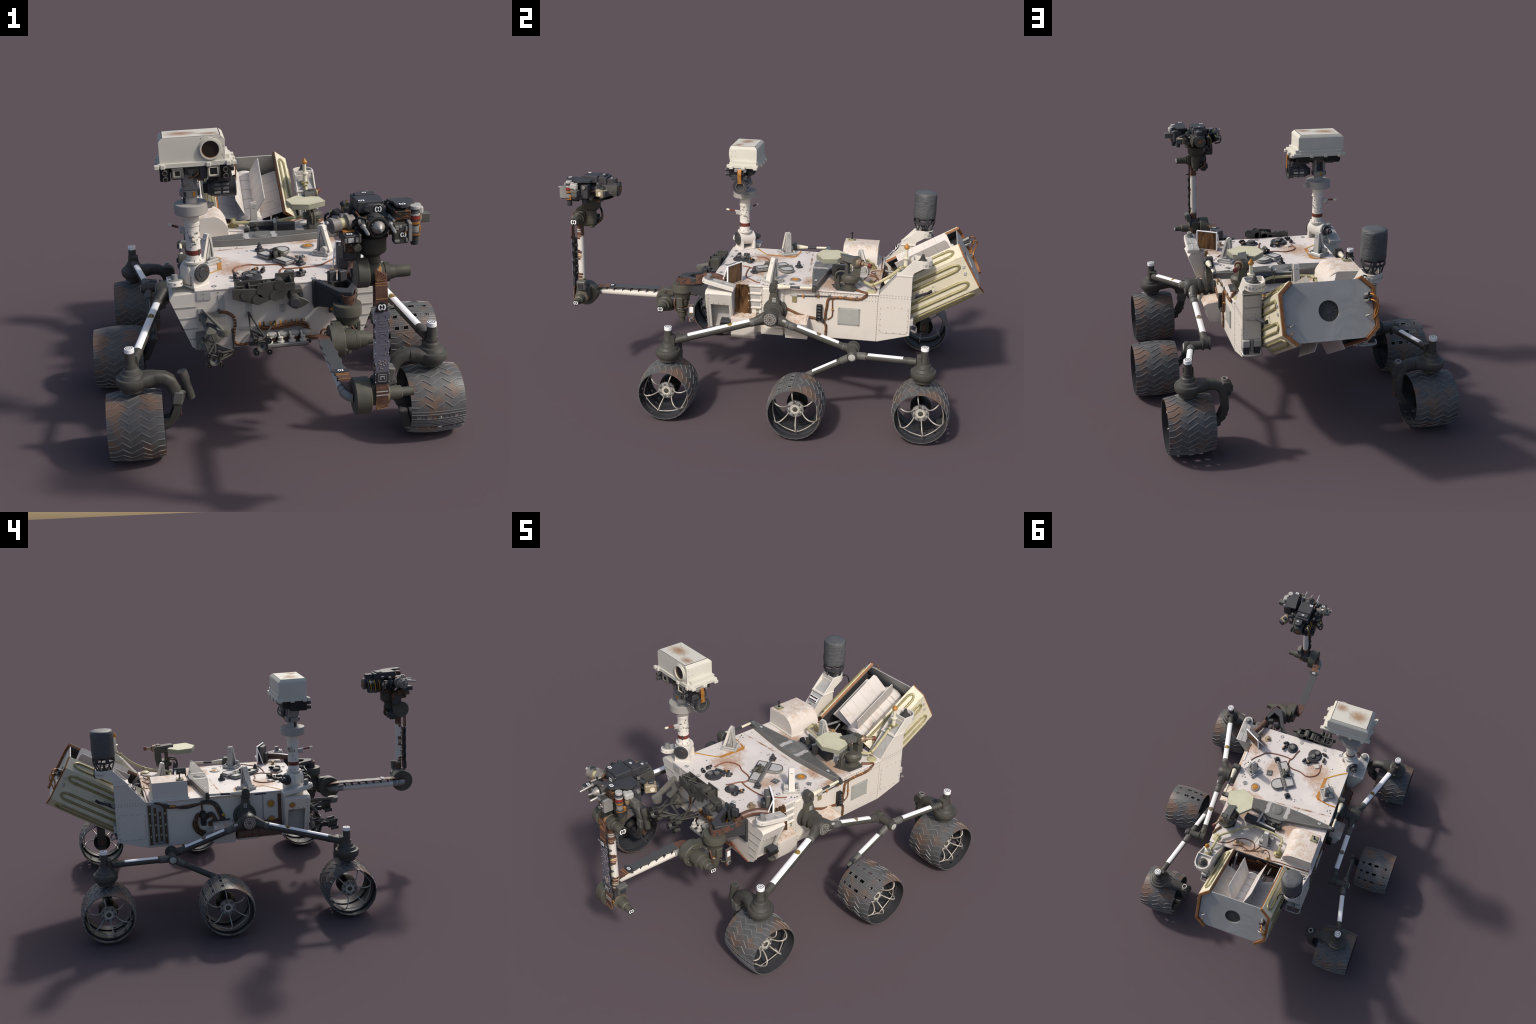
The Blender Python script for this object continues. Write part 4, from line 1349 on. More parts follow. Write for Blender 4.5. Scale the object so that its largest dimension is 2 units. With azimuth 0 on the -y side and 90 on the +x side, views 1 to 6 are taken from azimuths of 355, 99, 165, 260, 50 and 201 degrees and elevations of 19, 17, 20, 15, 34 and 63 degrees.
# camera head -------------------------------------------------------
b = B("head_enamel")
x0, x1, y0, y1 = -.382, -.155, -.262, -.128
zt, zb, ch = 1.1235, 1.034, .0125
rings = []
for z, i, zf in ((zb, 0, zb), (zt - ch, 0, zt - .003), (zt, .0125, zt)):
    rings.append([V((x0 + i, y0 + i * .1, z)), V((x1 - i, y0 + i * .1, z)), V((x1 - i, y1 - i, z)), V((x0 + i, y1 - i, z))])
b.faces([p for r in rings for p in r], [(0, 1, 5, 4), (1, 2, 6, 5), (2, 3, 7, 6), (3, 0, 4, 7), (4, 5, 9, 8), (5, 6, 10, 9), (6, 7, 11, 10), (7, 4, 8, 11), (0, 3, 2, 1)], "head_enamel", .0008)
b.faces([rings[2][i] + Z * .0006 + (V((-.269, -.2, zt)) - rings[2][i]) * .03 for i in range(4)], [(0, 1, 2, 3)], "head_lid")
b.tube([(-.366, -.150, zt + .0008), (-.172, -.252, zt + .0008)], .0007, "seam_grey", 6, 0)
# stepped skirt on the left and rear sides, flange all round
b.span((-.160, -.250, 1.034), (-.140, -.126, 1.052), "head_enamel", .0008)
b.span((-.389, -.268, 1.020), (-.130, -.118, 1.036), "head_enamel", .001)
b.span((-.376, -.130, 1.02), (-.16, -.122, 1.05), "head_enamel", .002)
for x in (-.394, -.372, -.215, -.146):
    b.span((x - .008, -.276, 1.018), (x + .008, -.262, 1.034), "head_enamel", .002)
for y in (-.25, -.19, -.13):
    b.span((-.135, y - .010, 1.016), (-.118, y + .010, 1.030), "head_enamel", .002)
    b.span((-.398, y - .010, 1.016), (-.384, y + .010, 1.030), "head_enamel", .002)
for x in (-.36, -.29, -.22):
    b.span((x - .008, -.120, 1.016), (x + .008, -.110, 1.030), "head_enamel", .002)
b.bolts([(-.155 + .001, y, z) for y in (-.255, -.235) for z in (1.05, 1.075, 1.1)], X, .0015)
b.bolts([(-.234 + i * .022, -.262, 1.116) for i in range(4)] + [(-.238, -.262, 1.05), (-.238, -.262, 1.10), (-.160, -.262, 1.045), (-.160, -.262, 1.085), (-.164, -.262, 1.055)], -Y, .0016)
head = b.done("camera_head", mast)
b = B("head_enamel")
b.ring((-.206, -.261, 1.0765), -Y, .0395, .031, .005, "head_enamel", 36)
b.ring((-.206, -.2665, 1.0765), -Y, .0355, .0305, .004, "head_enamel", 36)
b.cyl((-.206, -.260, 1.0765), (-.206, -.2645, 1.0765), .031, None, "lens_glass", 32)
b.ring((-.206, -.264, 1.0765), -Y, .0312, .0292, .001, "amber", 32)
b.done("laser_window", head)

b = B("charcoal")
for x, hw, sq, w2 in ((-.323, .022, .0085, .0165), (-.199, .020, .0155, .0195)):
    b.span((x - hw, -.262, .976), (x + hw, -.150, 1.022), "charcoal", .004)
    Rr = M((X, Z, -Y)).transposed()
    # square hood: four bars round a dark square window
    for dx, dz, wx, wz in ((0, w2, 2 * w2 + .006, .006), (0, -w2, 2 * w2 + .006, .006), (-w2, 0, .006, 2 * w2), (w2, 0, .006, 2 * w2)):
        b.box((x + dx, -.266, 1.000 + dz * .92), (wx, .010, wz * .92), None, "mid_grey", .001)
    b.box((x, -.2645, 1.000), (2 * w2 - .004, .005, 1.84 * w2 - .004), None, "cream_white" if sq < .01 else "lens_bowl", .001)
    if sq > .01:
        for dx, dz, wx, wz in ((0, .0145, .034, .005), (0, -.0145, .034, .005), (-.0155, 0, .005, .034), (.0155, 0, .005, .034)):
            b.box((x + dx, -.2675, 1.0 + dz), (wx, .006, wz), None, "cream_white", .001)
        b.box((x, -.2672, 1.0), (.022, .002, .022), None, "black_rubber", 0)
    else:
        b.box((x, -.2672, 1.0), (.0165, .002, .0165), None, "black_rubber", 0)
b.done("mast_camera", head)
b = B("charcoal")
for x in (-.366, -.158):
    b.span((x - .018, -.262, .972), (x + .018, -.180, 1.020), "black_rubber", .003)
    for z in (1.007, .984):
        b.cyl((x, -.255, z), (x, -.281, z), .0085, .0092, "charcoal", 16)
        b.ring((x, -.280, z), -Y, .0092, .0068, .003, "mid_grey", 16)
        b.cyl((x, -.279, z), (x, -.2815, z), .0066, None, "lens_glass", 14)
b.done("navigation_camera", head)
b = B("charcoal")
b.span((-.300, -.255, .990), (-.222, -.16, 1.022), "dark_grey", .003)
b.prism([(-.292, -.263, 1.012), (-.262, -.263, 1.012), (-.277, -.263, .985)], (0, .006, 0), "charcoal")
b.span((-.248, -.26, .972), (-.222, -.225, 1.02), "charcoal", .003)
b.span((-.256, -.255, .965), (-.236, -.215, .985), "wire_bundle", .003)
b.span((-.186, -.25, .958), (-.135, -.17, .984), "charcoal", .003)
b.span((-.375, -.20, .988), (-.30, -.145, 1.02), "black_rubber", .003)
b.span((-.21, -.19, .985), (-.155, -.14, 1.02), "black_rubber", .003)
b.span((-.174, -.235, 1.0), (-.124, -.175, 1.018), "bare_grey", .003)
b.span((-.136, -.222, .985), (-.124, -.185, 1.012), "wire_bundle", .002)
b.ribbon([(-.124, -.207, 1.015), (-.119, -.207, .995), (-.119, -.207, .972), (-.120, -.205, .945)], .018, .003, X, "copper_bright")
for k in range(6):
    b.tube([(-.15 - .02 * k, -.25 + .01 * (k % 3), 1.015), (-.155 - .02 * k, -.262, .99), (-.16 - .025 * k, -.245, .975)], .0025, "copper_wire" if k % 2 else "charcoal", 6)
b.done("head_wiring", head)
b = B("charcoal")
b.lathe((-.222, -.204, .928), X, [(0, .026), (.012, .030), (.014, .033), (.090, .034), (.098, .0375), (.101, .0365), (.099, .026), (.090, .0255), (.088, .002)], "charcoal", 32)
for i in range(14):
    a = 2 * math.pi * i / 14
    for x in (-.188, -.158):
        b.box((x, -.204 + .0338 * math.cos(a), .928 + .0338 * math.sin(a)), (.022, .009, .003), rotm(math.degrees(a) - 90), "pale_grey" if i % 4 == 0 else "mid_grey", .001)
b.ring((-.1305, -.204, .928), X, .0245, .019, .006, "mid_grey", 26)
b.span((-.215, -.222, .942), (-.150, -.186, .966), "charcoal", .002)
b.span((-.236, -.222, .91), (-.212, -.186, .945), "black_rubber", .003)
b.done("round_spectrometer", head)


# ================================================================== DECK EQUIPMENT
ZD = .5665

# cross beam (differential)
b = B("mid_grey")
plan = [(.327, .223), (.16, .203), (.058, .194), (-.058, .194), (-.16, .203), (-.327, .223), (-.331, .229), (-.327, .240), (-.20, .258), (-.07, .275), (-.035, .287), (.035, .287), (.07, .275), (.20, .258), (.327, .240), (.331, .229)]
b.plate(plan, .5668, .5955, "beam_grey", .002)
inset = lambda sgn: [(sgn * x, y) for x, y in ((.30, .2255), (.17, .2085), (.075, .201), (.068, .212), (.072, .225), (.066, .238), (.068, .262), (.085, .265), (.20, .249), (.30, .2375))]
for sgn in (1, -1):
    b.plate(inset(sgn), .5955, .5966, "mid_grey")
    pts = inset(sgn)
    for i in range(1, 9):
        p, q = V((*pts[i], 0)), V((*pts[(i + 1) % 10], 0))
        for k in range(5):
            r = p.lerp(q, k / 5) * 1.0
            b.box((r.x, r.y, .5966), (.0022, .0022, .0008), None, "tan_ink", 0)
b.plate([(.064, .193), (.042, .193), (.047, .215), (.043, .262), (.060, .273), (.068, .262), (.064, .240), (.070, .225), (.066, .211)], .5956, .5967, "pale_grey")
b.plate([(-.064, .193), (-.042, .193), (-.047, .215), (-.043, .262), (-.060, .273), (-.068, .262), (-.064, .240), (-.070, .225), (-.066, .211)], .5956, .5967, "pale_grey")
b.lathe((0, .229, .5955), Z, [(0, .030), (.002, .030), (.0035, .027), (.0035, .021), (.0045, .020), (.0045, .004)], "beam_grey", 36)
b.bolts([(.0245 * math.cos(a), .229 + .0245 * math.sin(a), .599) for a in [i * math.pi / 8 for i in range(16)]], Z, .0013, .0006, "charcoal")
b.prism([(.060, .280, .59), (-.060, .280, .59), (-.035, .302, .566), (.035, .302, .566)], (0, .004, 0), "mid_grey", .001)
b.prism([(.060, .270, .5665), (.035, .305, .5665), (-.035, .305, .5665), (-.060, .270, .5665)], (0, 0, .022), "mid_grey", .002)
for sgn in (1, -1):
    b.span((sgn * .326 - .012, .222, .566), (sgn * .326 + .012, .241, .592), "dark_grey", .003)
    b.cyl((sgn * .326, .2315, .590), (sgn * .326, .2315, .5975), .0065, None, "charcoal", 14)
    marker(b, (sgn * .247, .230, .5963), Z, -Y, .0095)
beam = b.done("cross_beam", deck)
for sgn in (1, -1):
    b = B("cream_white")
    p, q = V((sgn * .325, .222, .5835)), V((sgn * .325, .060, .5775))
    d = (q - p).normalized()
    b.lathe(p, d, [(0, .0060), (.055, .0062)], "cream_white", 14)
    b.lathe(p + d * .055, d, [(0, .0055), (.050, .0055)], "charcoal", 14)
    b.lathe(p + d * .100, d, [(0, .0063), (.008, .0075), (.040, .0125), (.060, .0135), (.066, .011)], "cream_white", 18)
    b.lathe(p + d * .058, d, [(0, .0064), (.006, .0064)], "charcoal", 14)
    b.done("beam_strut", beam)

# pylons that carry the folded load


def pylon():
    b = B("pale_grey")
    b.box((0, -.004, .005), (.076, .072, .010), None, "pale_grey", .002)
    b.box((0, -.004, .012), (.066, .052, .006), None, "steel", .002)
    for k in (-1, 1):
        b.cyl((-.038, -.004 + k * .033, .009), (.038, -.004 + k * .033, .009), .005, None, "pale_grey", 10)
        b.box((k * .031, -.004, .015), (.008, .056, .010), None, "pale_grey", .002)
    # slim post: front face (+y) leans back, rear face upright, webs between
    sec = lambda w, yb, yf, z: [V((-w, yb, z)), V((w, yb, z)), V((w, yf, z)), V((-w, yf, z))]
    b.loft([sec(.0145, .018, .032, .012), sec(.0130, .004, .014, .070), sec(.0120, -.008, .001, .112), sec(.0120, -.012, -.002, .1165)], "white_enamel")
    b.loft([sec(.0145, -.026, -.020, .012), sec(.0130, -.023, -.017, .070), sec(.0120, -.020, -.006, .113)], "pale_grey")
    b.loft([sec(.0105, -.022, .020, .012), sec(.0098, -.019, .008, .070), sec(.0095, -.018, -.004, .108)], "pale_grey")
    for k in (-1, 1):
        b.tube([(k * .0108, -.016, .016), (k * .0100, -.012, .098), (k * .0108, .014, .016)], .0012, "charcoal", 6, 0)
        b.tube([(k * .0108, -.002, .016), (k * .0102, -.012, .060)], .0010, "bare_grey", 6, 0)
    b.cyl((.016, .010, .026), (.036, .010, .026), .0125, None, "pale_grey", 20)
    b.box((-.024, -.002, .022), (.012, .02, .014), None, "bare_grey", .002)
    marker(b, (0, .0045, .098), (0, .93, .36), Z, .0062, True)
    marker(b, (0, -.0212, .098), (0, -1, 0), Z, .0062, True)
    return b


pyl = pylon().done("pylon", deck)
pyl.location, pyl.rotation_euler = (.228, .024, ZD), (0, 0, math.radians(-125))
for loc, rz in (((-.230, .024, ZD), 125), ((-.003, .425, ZD), 0)):
    o = put(pyl, "pylon", deck, loc, math.radians(rz))

# sample inlets: three covered trays along a bar
b = B("bare_grey")
u = V((-.116, .172, 0)).normalized()
w = V((u.y, -u.x, 0))
O = V((.056, .010, ZD))
R = M((w, u, Z)).transposed()


def loc(a, c, z=0):
    return O + w * a + u * c + Z * z


def tray(pts, z0=.004, z1=.016):
    b.prism([loc(x, y, z0) for x, y in pts], Z * (z1 - z0), "bare_grey", .0025)
    cx, cy = sum(p[0] for p in pts) / len(pts), sum(p[1] for p in pts) / len(pts)
    b.prism([loc(cx + (x - cx) * .80, cy + (y - cy) * .80, z1 - .001) for x, y in pts], Z * .0016, "pale_insert")
    rim = [loc(cx + (x - cx) * .90, cy + (y - cy) * .90, z1 + .001) for x, y in pts]
    b.tube(rim + [rim[0]], .0018, "dark_grey", 6, 0)


tray([(.010 + .052 * k, -.094 + .078 * j) if False else (a, c) for k, j, a, c in ((0, 0, -.052, -.088), (1, 0, -.008, -.088), (1, 1, -.008, -.012), (0, 1, -.052, -.012))])
Dp = [(.006, .010), (.006, .078)] + [(.040 + .034 * math.cos(a), .044 + .034 * math.sin(a)) for a in [math.pi / 2 - i * math.pi / 10 for i in range(11)]]
tray(Dp)
tray([(-.056, .014), (-.008, .014), (-.008, .082), (-.056, .082)])
b.box(loc(0, -.002, .012), (.014, .190, .012), R, "bare_grey", .002)
for c in [-.08 + .018 * i for i in range(10)]:
    b.box(loc(0, c, .0185), (.005, .009, .001), R, "dark_grey", 0)
for c in (-.112, .128):
    b.box(loc(0, c, .006), (.030, .030, .010), R, "charcoal", .003)
    b.prism([loc(-.010, c - .008, .010), loc(.010, c - .008, .010), loc(.010, c + .008, .010), loc(-.010, c + .008, .010)], Z * .012, "charcoal", .003)
    b.lathe(loc(0, c, .018), Z, [(0, .008), (.014, .0065), (.017, .003)], "charcoal", 12)
b.box(loc(-.020, -.004, .018), (.030, .024, .016), R, "charcoal", .003)
b.box(loc(-.026, -.002, .034), (.010, .018, .034), R, "dark_grey", .003)
b.cyl(loc(-.018, -.030, .030), loc(-.012, .012, .030), .0085, None, "olive_grey", 14)
b.cyl(loc(-.026, .012, .040), loc(-.026, -.010, .040), .007, None, "dark_grey", 12)
b.cyl(loc(-.05, -.03, .028), loc(-.03, .0, .034), .0075, None, "olive_grey", 12)
b.box(loc(-.038, .012, .022), (.014, .012, .028), R, "black_rubber", .003)
inlets = b.done("sample_inlet", deck)

# round dark covers with clamps
b = B("black_rubber")
b.lathe((-.080, -.185, ZD), Z, [(0, .040), (.004, .040), (.006, .036), (.009, .036), (.010, .028)], "charcoal", 36)
for x, y in ((-.071, -.172), (-.089, -.199)):
    b.lathe((x, y, ZD + .006), Z, [(0, .0155), (.010, .0155), (.012, .014)], "charcoal", 24)
    b.cyl((x, y, ZD + .0175), (x, y, ZD + .0188), .0135, None, "mid_grey", 24)
    for r in (0, 90):
        b.box((x, y, ZD + .0189), (.026, .001, .0006), rotm(0, 0, r + 20), "pale_grey", 0)
b.lathe((.060, -.186, ZD), Z, [(0, .032), (.004, .032), (.006, .028), (.008, .021), (.016, .019), (.018, .017)], "charcoal", 36)
b.cyl((.062, -.186, ZD + .017), (.062, -.186, ZD + .0188), .0140, None, "mid_grey", 24)
for r in (0, 90):
    b.box((.062, -.186, ZD + .0189), (.027, .001, .0006), rotm(0, 0, r + 20), "pale_grey", 0)
for c, rz, s1 in (((-.032, -.134, ZD), 60, 1), ((-.062, -.128, ZD), 35, 1), ((-.136, -.205, ZD), -20, 1), ((-.139, -.170, ZD), 80, 1), ((.104, -.206, ZD), 25, 1), ((.107, -.172, ZD), 70, 1)):
    c = V(c)
    Rz = rotm(0, 0, rz)
    b.box(c + Z * .006, (.024, .014, .012), Rz, "charcoal", .003)
    b.cyl(c + Rz @ V((-.010, 0, .012)), c + Rz @ V((.018, .004, .012)), .006, None, "black_rubber", 12)
    b.box(c + Rz @ V((.004, 0, .016)), (.008, .010, .006), Rz, "amber" if rz in (35, 70) else "mid_grey", .001)
b.tube([(-.045, -.155, ZD + .005), (-.06, -.140, ZD + .008), (-.085, -.140, ZD + .008), (-.11, -.15, ZD + .006)], .006, "charcoal")
b.tube([(.09, -.18, ZD + .005), (.10, -.19, ZD + .008), (.09, -.21, ZD + .006)], .006, "charcoal")
b.done("inlet_cover", deck)
b = B("head_enamel")
b.box((-.114, -.120, ZD + .003), (.026, .024, .006), rotm(0, 0, 24), "head_enamel", .001)
b.bolts([(-.114 + dx, -.120 + dy, ZD + .006) for dx, dy in ((-.006, -.009), (.009, -.006), (.006, .009), (-.009, .006))], Z, .0016)
b.done("white_target", deck)

# orange sensor port, brass knob, tags and markers
b = B("steel")
b.lathe((.178, .126, ZD), Z, [(0, .0275), (.003, .027), (.005, .024), (.005, .020), (.003, .019)], "steel", 36)
b.lathe((.178, .126, ZD), Z, [(0, .0185), (.005, .0182), (.006, .015), (.006, .007)], "amber", 30)
b.lathe((.178, .126, ZD + .005), Z, [(0, .006), (.003, .005)], "gold_yellow", 16)
b.done("sensor_port", deck)
b = B("steel")
b.lathe((.217, -.197, ZD), Z, [(0, .020), (.0015, .020), (.002, .008), (.012, .0065), (.013, .0085), (.018, .0085), (.019, .005)], "brass_dust", 22)
b.done("brass_knob", deck)

b = B("stark_white")
for x, y in ((-.222, -.237), (-.123, -.239), (.142, -.239), (.217, -.043), (.02, -.239), (-.215, -.243 + .1 * 0)):
    if (x, y) != (-.215, -.243):
        marker(b, (x, y, ZD), Z, -Y, .0098, (x, y) in ((.217, -.043),))
square_tag(b, (.130, .011, ZD + .001), Z, (-.2, 1, 0), .0165)
b.done("target_marker", deck, kind="stuff")

# thin harness lying on the plate, amber tape, bolt groups
b = B("red_wire")
zz = ZD + .001
P = lambda pts: [(x, y, zz) for x, y in pts]
b.tube(P([(.262, -.03), (.245, -.055), (.223, -.076), (.194, -.104), (.144, -.117), (.075, -.12), (.04, -.118), (.027, -.159), (.015, -.186)]), .0036, "red_wire")
b.tube(P([(.04, -.118), (.050, -.103), (.045, -.074), (.015, -.059), (-.033, -.055), (-.076, -.04), (-.117, -.055), (-.138, -.084), (-.134, -.139)]), .0036, "red_wire")
b.ribbon(P([(-.294, -.140), (-.244, -.109), (-.189, -.068)]), .007, .001, Z, "gold_yellow", 3)
b.ribbon(P([(-.187, -.068), (-.185, .0), (-.182, .060), (-.196, .078)]), .016, .001, Z, "amber", 4)
b.ribbon(P([(-.19, .074), (-.242, .087), (-.298, .090)]), .007, .001, Z, "amber", 3)
b.done("deck_harness", deck, kind="stuff")
b = B("dark_grey")
for x, y, r in ((.272, -.012, .005), (.283, -.002, .004), (.286, .010, .004), (.265, .07, .004), (.254, .084, .004), (.27, .083, .004), (.245, .112, .006), (.24, .122, .004), (.253, .118, .004),
                (-.275, .12, .004), (-.283, .135, .005), (-.262, .128, .004), (-.02, .49, .004), (.018, .50, .004), (.012, .472, .004), (-.012, .474, .004), (.02, .515, .003), (-.005, .517, .003),
                (.11, .505, .003), (-.03, .515, .003), (.26, -.21, .003), (.19, .19, .003), (-.1, .18, .003), (-.27, .19, .003), (-.28, .50, .0035), (-.25, .51, .0035), (.27, .34, .003), (.28, .42, .003)):
    b.cyl((x, y, ZD - .001), (x, y, ZD + .0012), r, r * .8, "dark_grey", 9)
b.lathe((0, .486, ZD), Z, [(0, .0095), (.003, .009), (.004, .006)], "mid_grey", 16)
b.plate([(.254, .120), (.236, .105), (.226, .124), (.243, .135)], ZD, ZD + .002, "bare_grey")
rnd = random.Random(5)
for k in range(45):
    x, y = rnd.uniform(-.27, .28), rnd.uniform(-.24, .19)
    b.cyl((x, y, ZD - .0005), (x, y, ZD + .0006), rnd.choice((.0012, .0018, .0026, .0034)), None, "bare_grey" if k % 3 else "dark_grey", 7)
b.done("deck_bolt", deck, kind="stuff")

# raised channels and hoses on the rear deck
b = B("copper_wire")
b.tube([(x, y, zz) for x, y in ((.255, .515), (.20, .50), (.16, .462), (.11, .445), (.06, .455), (.05, .49), (.08, .512))], .0028, "copper_wire")
b.tube([(x, y, zz) for x, y in ((.17, .505), (.12, .495), (.06, .505), (.02, .46), (.03, .44))], .0028, "copper_wire")
b.tube([(x, y, zz) for x, y in ((.10, .515), (.03, .495), (-.02, .47), (-.05, .50), (-.06, .52), (-.12, .515), (-.2, .516), (-.285, .512))], .0028, "copper_wire")
for x, y in ((.155, .475), (.125, .478), (-.04, .515)):
    b.lathe((x, y, ZD), Z, [(0, .011), (.003, .010), (.005, .005), (.008, .004)], "brass_dust", 12)
    b.tube([(x - .015, y, zz), (x, y + .012, zz + .003), (x + .015, y + .004, zz)], .002, "gold_yellow", 6)
b.plate([(.135, .395), (.185, .43), (.20, .455), (.165, .45), (.12, .425), (.08, .428), (.055, .45), (.045, .41), (.085, .395)], ZD, ZD + .0025, "white_enamel", .001)
b.done("rear_harness", deck, kind="stuff")

# cream hose with flanges that ends at the valve stack
b = B("pipe_cream")
hose = [(.250, .620, .690), (.251, .565, .640), (.255, .497, .598), (.237, .470, .594), (.19, .437, .596), (.153, .408, .604), (.111, .382, .606), (.085, .372, .606), (-.006, .375, .606), (-.060, .384, .606), (-.086, .398, .606), (-.090, .425, .605), (-.090, .450, .603), (-.089, .462, .590)]
b.tube(hose, .0068, "pipe_cream", 10, 5)
for p, ax_ in (((.255, .497, .598), (0, 1, .5)), ((.085, .372, .606), (1, .1, 0)), ((-.090, .432, .605), (0, 1, 0)), ((.248, .61, .683), (0, 1, .9))):
    Rf = frame(ax_)
    b.box(p, (.019, .019, .005), Rf, "pipe_gold", .001)
b.lathe((-.088, .470, ZD), Z, [(0, .024), (.004, .024), (.006, .020), (.012, .020), (.014, .013), (.024, .011), (.028, .006)], "pipe_gold", 24)
for i in range(10):
    a = 2 * math.pi * i / 10
    b.box((-.088 + .021 * math.cos(a), .470 + .021 * math.sin(a), ZD + .007), (.005, .004, .005), rotm(0, 0, math.degrees(a)), "gold_yellow" if i % 2 else "pipe_cream", .001)
b.lathe((.27, .49, ZD), Z, [(0, .024), (.006, .022), (.010, .012)], "pipe_cream", 20)
b.done("coolant_hose", deck)

# dark box with the L-shaped frame behind the beam
b = B("charcoal")
b.box((.118, .330, ZD + .022), (.080, .040, .040), rotm(0, 0, -8), "charcoal", .003)
b.box((.075, .320, ZD + .030), (.014, .062, .058), rotm(0, 0, -8), "mid_grey", .002)
b.box((.026, .349, ZD + .040), (.114, .012, .020), rotm(0, 0, -7), "mid_grey", .002)
b.box((.026, .349, ZD + .018), (.110, .008, .036), rotm(0, 0, -7), "charcoal", .001)
b.box((.072, .318, ZD + .060), (.010, .064, .003), rotm(0, 0, -8), "pale_grey", .001)
b.box((.026, .349, ZD + .0515), (.112, .010, .003), rotm(0, 0, -7), "pale_grey", .001)
b.box((-.005, .322, ZD + .012), (.080, .022, .020), rotm(0, 0, -8), "charcoal", .004)
b.lathe((-.006, .322, ZD + .02), Z, [(0, .012), (.012, .012), (.014, .006), (.024, .005), (.025, .008), (.031, .007)], "dark_grey", 14)
b.box((-.046, .325, ZD + .018), (.018, .024, .024), None, "black_rubber", .004)
b.box((.04, .312, ZD + .016), (.018, .014, .014), None, "black_rubber", .004)
b.done("relay_box", deck)

# white hatch box with its stub antenna
b = B("box_enamel")
prof = [(-.290, .570), (-.289, .6545), (-.178, .6595), (-.160, .654), (-.143, .642), (-.130, .624), (-.121, .606), (-.121, .575)]
b.prism([(x, .320, z) for x, z in prof], (0, .172, 0), "box_enamel", .0006)
b.span((-.292, .314, .566), (-.114, .498, .574), "white_enamel", .001)
hb = b.done("hatch_box", deck)
b = B("charcoal")
b.box((-.260, .353, .6585), (.040, .036, .004), rotm(0, 0, -3), "pipe_gold", .001)
b.cyl((-.260, .353, .660), (-.260, .353, .662), .0135, None, "antenna_rim", 20)
b.bolts([(-.260 + i * .016, .353 + j * .014, .6605) for i in (-1, 1) for j in (-1, 1)], Z, .0025, .0015, "charcoal")
b.lathe((-.260, .353, .661), Z, [(0, .006), (.004, .006), (.006, .0028), (.024, .0028), (.026, .0052), (.033, .0052), (.035, .003)], "black_rubber", 12)
b.done("stub_antenna", hb)

# steerable hexagonal antenna
b = B("antenna_cream")
hexp = [(.203, .224), (.136, .244), (.121, .318), (.172, .369), (.262, .328), (.276, .262)]
b.plate([(x, y) for x, y in hexp], .688, .7085, "antenna_rim", .001)
cx, cy = .195, .291
b.plate([(cx + (x - cx) * 1.012, cy + (y - cy) * 1.012) for x, y in hexp], .7085, .7115, "antenna_cream", .0008)
rnd = random.Random(2)
for i in range(6):
    p, q = V((*hexp[i], .7118)), V((*hexp[(i + 1) % 6], .7118))
    for k in range(7):
        r = p.lerp(q, (k + .5) / 7)
        r = V((cx, cy, .7118)).lerp(r, .985)
        b.box(r, (.004, .0018, .0008), rotm(0, 0, rnd.uniform(0, 180)), "antenna_rim", 0)
hga = b.done("hexagon_antenna", deck)
b = B("olive_grey")
bc = V((.243, .388, 0))
b.lathe(bc + Z * ZD, Z, [(0, .034), (.004, .034), (.006, .026), (.036, .026), (.038, .040), (.046, .042), (.058, .042), (.062, .036), (.070, .030), (.072, .016)], "olive_grey", 32)
b.plate([(.205, .30), (.285, .33), (.29, .41), (.25, .425), (.20, .40)], ZD, ZD + .004, "dark_grey", .001)
b.prism([(.215, .310, ZD), (.215, .345, ZD), (.215, .335, .625), (.215, .318, .600)], (.030, 0, 0), "dark_grey", .002)
b.tube([(.230, .318, .60), (.228, .322, .63), (.225, .345, .642), (.225, .37, .638)], .0045, "olive_grey")
b.tube([(.240, .318, .60), (.240, .322, .635), (.240, .345, .648), (.240, .37, .642)], .0045, "olive_grey")
b.loft([[V(p) for p in ((.222, .398, .63), (.262, .398, .63), (.262, .432, .63), (.222, .432, .63))],
        [V(p) for p in ((.226, .400, .67), (.258, .400, .67), (.258, .434, .67), (.226, .434, .67))],
        [V(p) for p in ((.228, .398, .708), (.256, .398, .708), (.256, .428, .708), (.228, .428, .708))],
        [V(p) for p in ((.232, .402, .722), (.252, .402, .722), (.252, .422, .722), (.232, .422, .722))]], "olive_grey")
b.cyl((.215, .414, .696), (.265, .414, .700), .022, None, "olive_grey", 20)
b.loft([[V(p) for p in ((.205, .335, .700), (.245, .345, .700), (.245, .345, .724), (.205, .335, .724))],
        [V(p) for p in ((.215, .405, .690), (.258, .405, .690), (.258, .405, .716), (.215, .405, .716))]], "mid_grey")
b.prism([(.200, .332, .686), (.200, .40, .682), (.200, .40, .705), (.200, .332, .700)], (.04, 0, 0), "olive_grey", .002)
b.cyl((.215, .375, .64), (.215, .375, .675), .008, None, "olive_grey", 10)
b.lathe((.245, .372, .638), Z, [(0, .012), (.015, .009), (.03, .011), (.045, .006)], "dark_grey", 10)
b.tube([(.21, .36, .64), (.20, .37, .66), (.205, .38, .69)], .004, "wire_bundle", 6)
d = V((.045, .085, -.006)).normalized()
p = V((.252, .420, .700))
b.lathe(p, d, [(0, .018), (.010, .020), (.014, .014), (.020, .017), (.024, .011), (.034, .011), (.036, .008)], "brass_dust", 18)
b.lathe(p + d * .034, d, [(0, .0065), (.022, .0065), (.023, .010), (.036, .0105), (.038, .008)], "brass_dust", 16)
b.lathe(p + d * .020, d, [(0, .0178), (.004, .0178)], "tape_brown", 16)
b.lathe(p + d * .058, d, [(0, .0108), (.014, .0110), (.016, .008)], "red_band", 14)
b.done("antenna_gimbal", hga)

